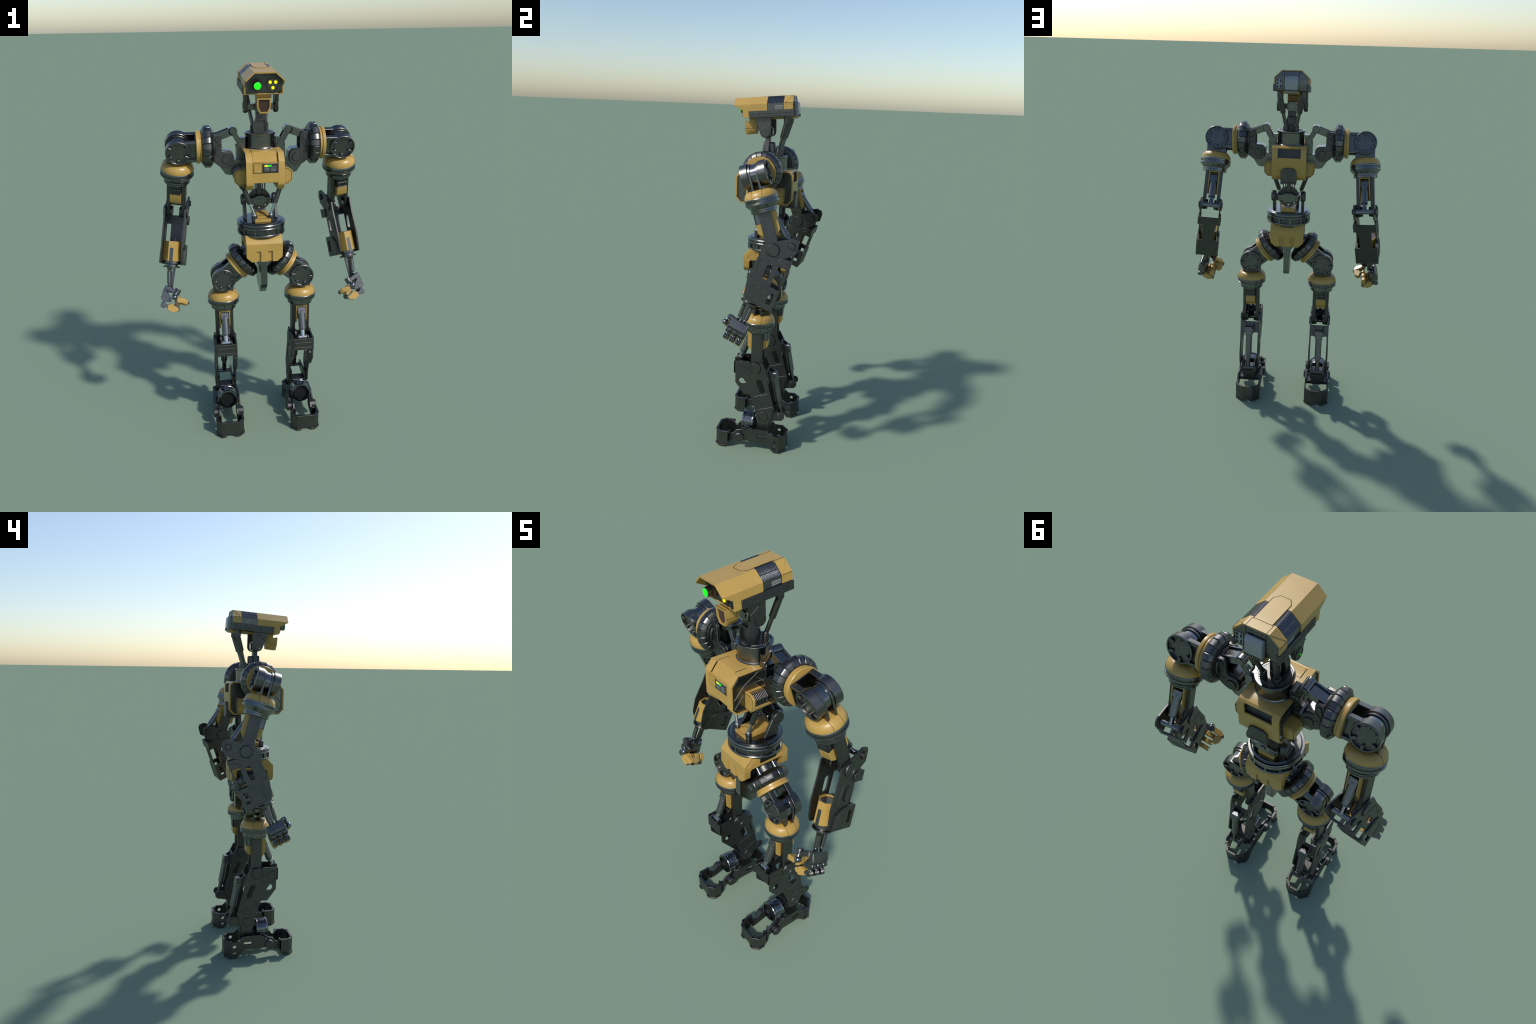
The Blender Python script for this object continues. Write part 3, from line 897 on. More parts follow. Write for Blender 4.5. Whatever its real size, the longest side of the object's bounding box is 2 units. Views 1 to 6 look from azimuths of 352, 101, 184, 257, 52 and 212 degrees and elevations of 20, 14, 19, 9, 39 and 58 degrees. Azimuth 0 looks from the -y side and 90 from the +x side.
# ------------------------------------------------------------------ forearm asset
def forearm_meshes():
    d = {}
    out = [(-.0572, .0095), (.0655, .091), (.0968, .089), (.1087, .0734), (.1122, .0234), (.0585, -.0255), (.056, -.176), (.110, -.179),
           (.1105, -.2910), (-.0378, -.2817), (-.051, -.2555), (-.0635, -.182), (-.0556, -.0587)]
    slot = arc(.017, -.089, .016, 0, 180, 8) + arc(.017, -.136, .016, 180, 360, 8)
    win = [(.066, -.200), (.090, -.200), (.090, -.2615), (.066, -.2615)]
    low = [(.1105, -.179), (.056, -.175), (.004, -.184), (-.026, -.210), (-.034, -.268), (-.030, -.2825), (.1108, -.2915)]
    up = [(.046, -.032), (.060, -.018), (.1108, -.014), (.1128, -.0640), (.062, -.065), (.046, -.052)]
    p = Part()
    for s in (-1, 1):
        a, b = sorted((s * .0505, s * .0580))
        p.prism('yz', out, a, b, holes=[slot, win])
        a, b = sorted((s * .0575, s * .0648))
        p.prism('yz', low, a, b, holes=[win])
        p.prism('yz', up, a, b, .0015)
        a, b = sorted((s * .057, s * .0635))
        T = I4 if s > 0 else Rz(180)
        p.lathe([(0, .050), (.0325, .050), (.0325, .0620), (.0300, .0655), (.0270, .0660), (.0260, .0643), (0, .0643)], 'x', 40, T)
        p.lathe([(0, .050), (.0155, .050), (.0155, .0660), (.014, .0675), (0, .0675)], 'x', 28, Tr(0, .078, .054) @ T)
        p.lathe([(.0175, .057), (.0195, .057), (.0195, .0603), (.0175, .0603), (.0175, .057)], 'x', 28, Tr(0, .078, .054) @ T)
    # rear wall: broad band, narrow web, broad crossed panel
    p.box(-.0645, .0645, .1035, .1112, -.0655, -.0160, .001)
    p.box(-.0350, .0350, .1030, .1100, -.184, -.060, .001)
    p.box(-.0645, .0645, .1030, .1112, -.2900, -.1800, .001)
    x = .050
    y = .1112
    p.wire([(-x, y, -.190), (x, y, -.281)], .0017); p.wire([(x, y, -.190), (-x, y, -.281)], .0017)
    p.wire([(-x, y, -.190), (x, y, -.190), (x, y, -.281), (-x, y, -.281)], .0013, closed=True)
    p.wire([(-x, y, -.023), (0, y, -.037), (x, y, -.023)], .0014); p.wire([(-x, y, -.059), (0, y, -.043), (x, y, -.059)], .0014)
    for xx in (-.020, 0, .020):
        p.wire([(xx, .1102, -.070), (xx, .1102, -.172)], .0013)
    for s in (-1, 1):   # pressed lines on the flanks
        X = s * .0583
        tri = [(-.047, -.075), (-.012, -.068), (-.036, -.168)]
        p.wire([(X, *q) for q in [(-.047, -.070), (-.013, -.066), (-.032, -.165), (-.052, -.165)]], .0012, closed=True)
        p.wire([(X, -.047, -.070), (X, -.032, -.165)], .0012)
        X = s * .0651
        p.wire([(X, .056, -.044), (X, .108, -.030)], .0013)
        p.wire([(X, .058, -.050), (X, .083, -.028), (X, .083, -.058)], .0013)
        hatch = [(-.0171, -.264), (-.004, -.205), (.012, -.1915), (.0567, -.1929), (.0515, -.2794), (.0, -.281)]
        p.wire([(X, *q) for q in hatch], .0014, closed=True)
        for q in ((.048, -.200), (.006, -.205), (.045, -.272), (-.008, -.255)):
            p.cyl((s * .064, *q), (s * .0665, *q), .0025, n=10)
    d['forearm'] = p.mesh('forearm', DARK)
    g = Part()
    for s in (-1, 1):
        shadow_ring(g, .0325, 'x', Tr(s * .0581, 0, 0))
        shadow_ring(g, .0155, 'x', Tr(s * .0581, .078, .054))
    d['_shadow_ring'] = g.mesh('pivot_shadow_ring', BLACK)
    # yellow casing
    cas = [(-.0495, .034), (-.0495, -.014), (-.017, -.0585), (.017, -.0585), (.0495, -.014), (.0495, .034), (.030, .050), (-.030, .050)]
    p = Part()
    p.prism('xy', cas, -.268, -.163, holes=[inset(cas, .007)])
    d['forearm_casing'] = p.mesh('forearm_casing', YEL)
    p = Part()
    p.prism('xy', inset(cas, .006), -.262, -.170, .001)
    p.box(-.0090, .0090, -.0600, -.045, -.274, -.198, .0015)
    p.lathe([(0, -.303), (.046, -.303), (.0465, -.301), (.0465, -.299), (.045, -.297), (.034, -.297), (.0335, -.286), (.040, -.285), (.043, -.282), (.0435, -.264), (0, -.264)], 'z', 48, Tr(0, -.007, 0))
    for i in range(6):
        for j in range(4):
            if (i + j) % 2:
                p.cyl((-.02 + i * .008, -.02 + j * .009, -.171), (-.02 + i * .008, -.02 + j * .009, -.1685), .002, n=8)
    d['wrist_collar'] = p.mesh('wrist_collar', GUN)
    return d
FORE = forearm_meshes()

# ------------------------------------------------------------------ hand asset (frame: x along knuckles to the rear, y down to fingers, z outward)
kx = Vector((.04, .918, -.395)).normalized()
wy = Vector((.185, -.39, -.893)); wy = (wy - kx * wy.dot(kx)).normalized()
oz = kx.cross(wy)
if oz.x < 0:
    oz = -oz
HB = Vector((.544, -.077, .775))
HDM = frame(kx, wy, oz, HB)     # left-handed when oz flips; handled by Part reversal below
FLIP = HDM.to_3x3().determinant() < 0
if FLIP:
    HDM = frame(-kx, wy, oz, HB)
KS = -1 if FLIP else 1
def hp(k, w, o):
    return (KS * k, w, o)
def hand_meshes():
    d = {}
    p = Part()
    # palm profile in (w, o), extruded along the knuckle line
    prof = [(-.1005, .004), (-.071, .0135), (-.060, .0165), (-.034, .0065), (-.0225, -.004), (-.0190, -.0185), (-.0215, -.0385), (-.036, -.036), (-.0575, -.0235), (-.073, -.0125), (-.0975, -.0120)]
    def pr(k0, k1, poly, bev=.002):
        p.hexa([hp(k0, *q) for q in poly], [hp(k1, *q) for q in poly], bev)
    pr(-.050, .044, prof)
    # chamfered rear edge
    p.hexa([hp(.0435, *q) for q in prof], [hp(.053, q[0] * .86 - .010, q[1] * .7 - .003) for q in prof], .001)
    for i in (-1, 0, 1):
        c = i * .0345 - .002
        pr(c - .0142, c + .0142, [(-.052, .012), (-.045, .0195), (-.034, .0175), (-.0205, .003), (-.022, -.018), (-.045, -.018)], .0025)
    # thumb bracket and swivel cylinder
    p.box(*sorted((KS * -.060, KS * -.020)), -.104, -.088, -.020, .004, .002)
    p.bar(hp(-.058, -.0985, .002), hp(-.060, -.079, -.052), .021, .030, up=(1, 0, 0), bev=.002)
    p.bar(hp(-.058, -.1075, -.004), hp(-.059, -.0945, -.040), .004, .016, up=(1, 0, 0), bev=.001)
    p.cyl(hp(-.062, -.0935, -.067), hp(-.062, -.0635, -.056), .0165, n=28)
    # wrist fork inside the palm
    p.box(*sorted((KS * -.035, KS * .035)), -.092, -.070, -.038, -.010, .002)
    p.cyl(hp(.0, -.081, -.038), hp(.0, -.081, -.042), .011, n=24)
    d['hand'] = p.mesh('hand', GUN)
    p = Part()
    for k in (-.0205, .0168):
        p.cyl(hp(k, -.104, -.015), hp(k, -.094, -.014), .0075, .0055, n=20)
        p.ball(hp(k, -.111, -.016), .0082)
    p.ball(hp(-.078, -.050, -.050), .0162, 32)
    p.cyl(hp(-.074, -.072, -.056), hp(-.078, -.056, -.051), .010, n=20)
    for i in (-1, 0, 1):
        k = i * .0355
        for dk in (-.0065, .0065):
            p.cyl(hp(k + dk, -.024, -.001), hp(k + dk, -.006, -.001), .0058, n=16)
        p.ball(hp(k, -.013, .001), .0085)
    d['ball_joints'] = p.mesh('ball_joints', STEEL)
    # one finger: dark knuckle links and two yellow phalanges
    p = Part()
    def fin(k0, k1, poly, bev=.0012):
        p.hexa([hp(k0, *q) for q in poly], [hp(k1, *q) for q in poly], bev)
    for k0, k1 in ((-.0118, -.0045), (-.0036, .0036), (.0045, .0118)):
        fin(k0, k1, arc(0, 0, .0152, 20, 290, 16) + [(.004, -.030), (.016, -.030)] if False else [(w, o) for w, o in arc(0, 0, .0150, -60, 240, 18)] + [(.0, -.032), (.018, -.030)])
    for k0, k1 in ((-.0110, -.0045), (.0045, .0110)):
        fin(k0, k1, arc(.0105, -.0745, .0150, -180, 120, 16) + [(-.012, -.060)])
    fing_link = p.mesh('finger_link', GUN)
    p = Part()
    fin(-.0125, .0125, [(.0195, -.0215), (.034, -.056), (.0275, -.060), (.026, -.072), (.0175, -.083), (.008, -.081), (.001, -.068), (-.010, -.054), (-.013, -.044), (-.0045, -.024)])
    fin(-.0118, .0118, [(.000, -.086), (-.006, -.070), (-.014, -.059), (-.040, -.057), (-.044, -.066), (-.040, -.080), (-.020, -.088)])
    fing = p.mesh('finger', YEL)
    d['_finger'] = fing
    d['_finger_link'] = fing_link
    # thumb in the (k, o) plane
    p = Part()
    def thm(w0, w1, poly, bev=.0015):
        p.hexa([hp(q[0], w0, q[1]) for q in poly], [hp(q[0], w1, q[1]) for q in poly], bev)
    d1 = Matrix.Identity(4)
    p.hexa([hp(-.088, -.049, -.064), hp(-.084, -.050, -.106), hp(-.072, -.0375, -.122), hp(-.062, -.038, -.122), hp(-.054, -.044, -.110), hp(-.055, -.056, -.078), hp(-.062, -.058, -.066)],
           [hp(-.088, -.026, -.064), hp(-.084, -.024, -.106), hp(-.072, -.0155, -.122), hp(-.062, -.016, -.122), hp(-.054, -.018, -.110), hp(-.055, -.026, -.078), hp(-.062, -.028, -.066)], .0015)
    p.hexa([hp(-.056, -.038, -.123), hp(-.024, -.036, -.120), hp(-.006, -.036, -.106), hp(-.006, -.040, -.092), hp(-.028, -.044, -.084), hp(-.048, -.044, -.090), hp(-.056, -.042, -.104)],
           [hp(-.056, -.016, -.123), hp(-.024, -.012, -.120), hp(-.006, -.012, -.106), hp(-.006, -.014, -.092), hp(-.028, -.018, -.084), hp(-.048, -.018, -.090), hp(-.056, -.018, -.104)], .0015)
    d['thumb'] = p.mesh('thumb', YEL)
    p = Part()
    p.cyl(hp(-.062, -.034, -.117), hp(-.062, -.020, -.117), .0125, n=24)
    p.box(*sorted((KS * -.082, KS * -.062)), -.048, -.034, -.070, -.050, .001)
    d['thumb_link'] = p.mesh('thumb_link', GUN)
    return d
HAND = hand_meshes()

for s in (1, -1):
    Mi = MIRROR[s]
    j = spawn_joint('shoulder', SM, s, .5)
    put('shoulder_yoke', yokem, j, Mi @ SM)
    spawn_limb('upper_arm', ARM, UM, s, HUBM)
    W = Mi @ FM
    fa = put('forearm', FORE['forearm'], root, W)
    put('forearm_casing', FORE['forearm_casing'], fa, W)
    put('wrist_collar', FORE['wrist_collar'], fa, W)
    put('pivot_shadow_ring', FORE['_shadow_ring'], fa, W)
    # wrist rods run from the collar flange to the hand's ball joints
    Fi = FM
    p = Part()
    q = Part()
    for k, t in ((-.0205, -.026), (.0168, .014)):
        a = HDM @ Vector(hp(k, -.111, -.016))
        b = Fi @ Vector((.010, t, -.300))
        dv = (a - b)
        p.cyl(b, b + dv * .22, .0130, .0080, n=24)
        p.cyl(b + dv * .24, b + dv * .93, .0112, n=24)
        q.cyl(b + dv * .85, a, .006, n=16)
    c = HDM @ Vector(hp(0, -.085, -.030))
    b = Fi @ Vector((-.016, -.006, -.298))
    p.bar(b, c, .0150, .0150, up=tuple(yu))
    wr = put('wrist_rod', p.mesh('wrist_rod', GUN), fa, Mi)
    W = Mi @ HDM
    h = put('hand', HAND['hand'], root, W)
    for k in ('ball_joints', 'thumb', 'thumb_link'):
        put(k, HAND[k], h, W @ Tr(KS * .005, .001, -.003) if 'thumb' in k else W)
    for i in (-1, 0, 1):
        T = W @ Tr(KS * i * .0355, 0, 0)
        put('finger', HAND['_finger'], h, T)
        put('finger_link', HAND['_finger_link'], h, T)

# ================================================================== WAIST
p = Part()
p.box(-.012, .012, .040, .075, 1.325, 1.400, .002)
for s in (-1, 1):
    a, b = sorted((s * .0175, s * .0335))
    p.prism('xz', [(s * .017, 1.40), (s * .0345, 1.40), (s * .0345, 1.345), (s * .046, 1.325), (s * .017, 1.325)], .050, .064, holes=[[(s * .0215, 1.388), (s * .0295, 1.388), (s * .0295, 1.352), (s * .0215, 1.352)]])
holes = [circle(.0487 * math.cos(rad(a)), .0487 * math.sin(rad(a)) + 1.301, .0056, 12) for a in (-90, -45, 45, 135, 225)]
p.prism('xz', circle(0, 1.301, .0600, 48), .052, .062, holes=holes)
waist = put('waist_joint', p.mesh('waist_joint', DARK), root)
p = Part()
bulge = [(-.066, 1.316), (-.034, 1.319), (-.016, 1.329), (.016, 1.329), (.034, 1.319), (.066, 1.316), (.066, 1.285), (.036, 1.285), (.016, 1.275), (-.016, 1.275), (-.036, 1.285), (-.066, 1.285)]
for y0, y1 in ((.012, .024), (.092, .104)):
    p.prism('xz', bulge, y0, y1, .002)
    yo = y0 - .0005 if y0 < .05 else y1 + .0005
    sg = -1 if y0 < .05 else 1
    p.cyl((0, yo, 1.302), (0, yo + sg * .004, 1.302), .0145, n=28)
    for s in (-1, 1):
        for z in (1.305, 1.296):
            p.wire([(s * .034, yo, z), (s * .056, yo, z)], .0014)
for s in (-1, 1):
    a, b = sorted((s * .056, s * .068))
    p.box(a, b, .012, .104, 1.285, 1.316, .003)
put('gimbal_frame', p.mesh('gimbal_frame', MIR), waist)
p = Part()
for s in (-1, 1):
    a, b = sorted((s * .071, s * .096))
    p.cyl((a, .056, 1.303), (b, .056, 1.303), .0305, n=36, bev=.003)
    p.lathe([(.020, 0), (.026, 0), (.026, .002), (.020, .002), (.020, 0)], 'x', 30, Tr(s * .096, .056, 1.303) @ (I4 if s > 0 else Rz(180)))
    a, b = sorted((s * .075, s * .090))
    p.prism('yz', [(-.022, 1.216), (-.016, 1.228), (.033, 1.318), (.082, 1.305), (.060, 1.250), (.052, 1.216)], a, b, .002)
put('waist_support', p.mesh('waist_support', DARK), waist)
for s in (1, -1):
    p = Part()
    a, b = Vector((.092, -.064, 1.385)), Vector((.0430, -.0755, 1.250))
    m = a.lerp(b, .55)
    p.cyl(a, m, .0128, n=24)
    p.cyl(a + Vector((.004, .001, .012)), a + Vector((.001, 0, -.003)), .019, .008, n=24)
    p.cyl((.104, -.062, 1.425), (.096, -.063, 1.394), .0215, .018, n=24)
    p.cyl((.0430, -.0755, 1.214), (.0430, -.0755, 1.246), .0138, n=28)
    put('waist_piston', p.mesh('waist_piston', DARK), waist, MIRROR[s])
    p = Part()
    p.cyl(m, b, .0075, n=20)
    p.ball((.0430, -.0755, 1.248), .0112)
    put('waist_piston_rod', p.mesh('waist_piston_rod', CHROME), waist, MIRROR[s])
p = Part()
p.prism('yz', [(-.090, 1.213), (-.090, 1.230), (-.070, 1.234), (.046, 1.240), (.050, 1.213)], -.042, .042, .001)
p.box(-.040, .040, .050, .085, 1.213, 1.238, .002)
put('waist_cover', p.mesh('waist_cover', YEL), waist)
p = Part()
p.wire([(-.022, -.0885, 1.2312), (.022, -.0885, 1.2312), (.030, -.066, 1.2352), (.020, -.045, 1.2360), (-.020, -.045, 1.2360), (-.030, -.066, 1.2352)], .0009, closed=True)
put('waist_cover_seam', p.mesh('waist_cover_seam', BLACK), waist)
TM = Tr(0, -.006, 0)
p = Part()
p.lathe([(0, 1.213), (.110, 1.213), (.1155, 1.2105), (.1155, 1.206), (.117, 1.205), (.1265, 1.205), (.1285, 1.202), (.1285, 1.194), (.1265, 1.1915), (.1225, 1.191), (.1225, 1.1880), (.1265, 1.1875),
         (.1280, 1.185), (.1280, 1.179), (.1265, 1.1775), (.1195, 1.1770), (.1185, 1.1525), (.1265, 1.1515), (.1285, 1.149), (.1285, 1.143), (.1260, 1.140), (.106, 1.134), (.100, 1.118), (0, 1.118)], 'z', 96)
for i in range(12):
    p.box(.116, .1268, -.005, .005, 1.150, 1.179, .001, M=Rz(30 * i + 8))
turn = put('waist_turntable', p.mesh('waist_turntable', MIR), root, TM)
p = Part()
p.lathe([(.1180, 1.1895), (.1240, 1.1895), (.1240, 1.1889), (.118, 1.1889), (.1180, 1.1895)], 'z', 80)
for i in range(12):
    a0, a1 = 30 * i + 11.5, 30 * i + 34.5
    p.prism('xy', arc(0, 0, .1200, a0, a1, 6) + arc(0, 0, .117, a1, a0, 6), 1.154, 1.1755, 0)
put('turntable_recess', p.mesh('turntable_recess', DARK), turn, TM)
p = Part()
for y0, y1 in ((-.118, -.085), (.075, .103)):
    p.box(-.034, .034, y0, y1, 1.124, 1.142, .0015)
    yy = y0 if y0 < 0 else y1
    for x in (-.021, 0, .021):
        p.cyl((x, yy - .0015, 1.133), (x, yy + .0015, 1.133), .0024, n=10)
put('clamp_tab', p.mesh('clamp_tab', DARK), turn)

# ================================================================== PELVIS
p = Part()
face = [(-.0955, 1.109), (-.0955, 1.036), (-.068, 1.011), (.068, 1.011), (.0955, 1.036), (.0955, 1.109)]
def face_with_notches():
    pts = [(-.0955, 1.109), (-.0955, 1.036), (-.068, 1.011)]
    for a, b in ((-.0425, -.0195), (.0195, .0425)):
        pts += [(a, 1.011), (a, 1.069), (b, 1.069), (b, 1.011)]
    pts += [(.068, 1.011), (.0955, 1.036), (.0955, 1.109)]
    return pts
p.prism('xz', face_with_notches(), -.1385, -.128, .0008)
p.prism('xz', face, -.130, -.104, .001)
p.prism('xz', face_with_notches(), .102, .1125, .0008)
p.prism('xz', face, .080, .104, .001)
p.prism('yz', [(-.1385, 1.1075), (-.102, 1.1465), (.088, 1.1465), (.1125, 1.1075), (.104, 1.072), (.085, 1.070), (.075, 1.080), (-.095, 1.080), (-.105, 1.070), (-.130, 1.072)], -.0963, .0963, .001)
pelvis = put('pelvis', p.mesh('pelvis', YEL), root)
p = Part()
for s in (-1, 1):
    x = s * .0965
    for y0, sg in ((-.118, 1), (.092, -1)):
        pts = [(y0, 1.096), (y0 + sg * .022, 1.128), (y0 + sg * .050, 1.132), (y0 + sg * .050, 1.092)]
        p.wire([(x, *q) for q in pts], .0017, closed=True)
        p.wire([(x, y0 + sg * .002, 1.096), (x, y0 + sg * .048, 1.130)], .0015)
        p.wire([(x, y0 + sg * .020, 1.110), (x, y0 + sg * .048, 1.094)], .0015)
put('pelvis_ribs', p.mesh('pelvis_ribs', YEL), pelvis)
p = Part()
p.prism('yz', [(-.104, 1.082), (.080, 1.082), (.060, 1.02), (-.085, 1.02)], -.070, .070, .002)
p.prism('xz', [(-.0975, 1.135), (.0975, 1.135), (.0985, 1.10), (.090, 1.078), (-.090, 1.078), (-.0985, 1.10)], -.050, .045, .002)
fin_ = [(-.110, .992), (-.113, .872), (-.052, .806), (.062, .826), (.075, .845), (.075, .992)]
put('pelvis_frame', p.mesh('pelvis_frame', DARK), pelvis)
put('tail_fin', Part().prism('yz', fin_, -.0175, .0175, .001).prism('xz', [(-.045, 1.022), (.045, 1.022), (.045, 1.011), (.0185, .980), (-.0185, .980), (-.045, 1.011)], -.124, .090, .002).mesh('tail_fin', MIR), pelvis)

# ================================================================== HIPS AND LEGS
LX = .2155
HIPC = Vector((LX, -.006, .8885))
ax = Vector((.78, 0, -.626)).normalized()
hipx = ax
hipy = Vector((0, 1, 0))
hipz = hipx.cross(hipy)
HIPM = frame(hipx, hipy, hipz, HIPC - ax * DJ)
THM = Tr(*HIPC) @ Rz(180)

p = Part()   # ribbed hoses between pelvis and hip wheels
for y in (-.050, .040):
    a, b = Vector((.052, y, 1.068)), Vector((.118, y, 1.012))
    for i in range(9):
        u = a.lerp(b, i / 9)
        v = a.lerp(b, (i + .72) / 9)
        p.cyl(u, v, .0155, n=20, bev=.0025)
    p.cyl(a, b, .0125, n=16)
hose = p.mesh('hip_hose', STEEL)
p = Part()
p.cyl((.055, -.006, 1.035), (.105, -.006, .995), .040, n=32, bev=.004)
hub = p.mesh('hip_hub', DARK)

def shin_meshes():
    d = {}
    KN = (-.010, .5035)
    out = [(-.131, .535), (-.132, .463), (-.123, .459), (-.122, .406), (-.070, .337), (-.034, .338), (.003, .240), (.008, .185), (.030, .164), (.072, .164), (.086, .196), (.108, .266), (.067, .414), (.055, .486), (.030, .535)]
    out += arc(KN[0], KN[1], .0345, 50, 130, 8) + [(-.046, .539)]
    tear = arc(-.083, .417, .0185, 60, 270, 10) + [(-.064, .403), (-.058, .412)]
    sl = [(-.001, .418), (.003, .431), (.013, .436), (.028, .434), (.034, .424), (.051, .378), (.052, .366), (.045, .357), (.033, .355), (.022, .360)]
    p = Part()
    for s in (-1, 1):
        a, b = sorted((s * .0505, s * .0585))
        p.prism('yz', out, a, b, holes=[tear, sl])
        T = I4 if s > 0 else Rz(180)
        p.lathe([(0, .050), (.0330, .050), (.0330, .0600), (.0310, .0640), (.0275, .0645), (.0265, .0628), (.0150, .0628), (.0145, .0640), (.0110, .0640), (.0105, .0625), (0, .0625)], 'x', 40, Tr(0, KN[0], KN[1]) @ T)
        p.lathe([(0, .045), (.0265, .045), (.0265, .0600), (.0250, .0620), (.0235, .0620), (.0230, .0605), (0, .0605)], 'x', 36, Tr(0, .047, .2125) @ T)
        X = s * .0588
        xb = [(-.012, .328), (.068, .354), (.099, .277), (.018, .252)]
        p.wire([(X, *q) for q in xb], .0016, closed=True)
        p.wire([(X, -.006, .322), (X, .092, .282)], .0016); p.wire([(X, .060, .348), (X, .024, .258)], .0016)
        fb = [(-.112, .522), (-.040, .480), (-.042, .445), (-.112, .455)]
        p.wire([(X, *q) for q in fb], .0013, closed=True)
        p.wire([(X, -.108, .520), (X, -.058, .455)], .0013)
    # front cross plate
    p.box(-.0585, .0585, -.1325, -.1245, .4635, .5320, .001)
    for z in (.509, .479):
        p.wire([(-.047, -.1325, z), (.047, -.1325, z)], .0030)
    p.wire([(-.045, -.1328, .509), (-.045, -.1328, .479)], .0012); p.wire([(.045, -.1328, .509), (.045, -.1328, .479)], .0012)
    # inner floor of the knee box with lugs for the thigh actuator
    p.box(-.051, .051, -.125, -.050, .464, .474, .001)
    for s in (-1, 1):
        a, b = sorted((s * .0255, s * .0315))
        p.prism('yz', [(-.127, .500), (-.127, .528)] + arc(-.1195, .5365, .0155, 200, 20, 10) + [(-.090, .500)], a, b, .001)
    p.box(-.030, .030, -.130, -.092, .495, .512, .002)
    # rear cross plate and lugs for the calf actuator
    p.prism('yz', [(.050, .492), (.058, .492), (.076, .428), (.068, .428)], -.051, .051, .001)
    for s in (-1, 1):
        a, b = sorted((s * .0225, s * .0290))
        p.prism('yz', [(.050, .488), (.060, .488), (.100, .462), (.106, .446), (.096, .434), (.068, .432)], a, b, .001)
    d['shin'] = p.mesh('shin', DARK)
    g = Part()
    for s in (-1, 1):
        shadow_ring(g, .0330, 'x', Tr(s * .0586, KN[0], KN[1]))
        shadow_ring(g, .0265, 'x', Tr(s * .0586, .047, .2125))
    d['pivot_shadow_ring'] = g.mesh('pivot_shadow_ring', BLACK)
    # calf actuator
    top, low = Vector((0, .0925, .4490)), Vector((0, .1375, .2150))
    dv = (low - top).normalized()
    p = Part()
    p.bar(top - dv * .020, top + dv * .030, .044, .036, up=(0, 1, 0), bev=.004)
    p.cyl((-.027, top.y, top.z), (.027, top.y, top.z), .0150, n=28)
    m = top.lerp(low, .66)
    p.cyl(top, m, .0192, n=32, bev=.002)
    d['calf_actuator'] = p.mesh('calf_actuator', PLATE)
    p = Part()
    p.cyl(m, low, .0132, .0115, n=24)
    p.cyl((-.040, low.y, low.z), (.040, low.y, low.z), .0105, n=24)
    d['calf_rod'] = p.mesh('calf_rod', GUN)
    # ankle rocker
    p = Part()
    rock = [(.018, .240), (.085, .240), (.128, .241), (.155, .239), (.166, .226), (.165, .206), (.150, .190), (.128, .188), (.085, .180), (.078, .130), (.020, .130), (.014, .19)]
    for s in (-1, 1):
        a, b = sorted((s * .0345, s * .0425))
        p.prism('yz', rock, a, b, .0015)
        a, b = sorted((s * .042, s * .0455))
        p.cyl((a, .1375, .2150), (b, .1375, .2150), .0165, n=28)
    p.box(-.036, .036, .005, .085, .095, .165, .002)
    p.box(-.034, .034, .015, .078, .160, .185, .002)
    d['ankle_rocker'] = p.mesh('ankle_rocker', DARK)
    return d

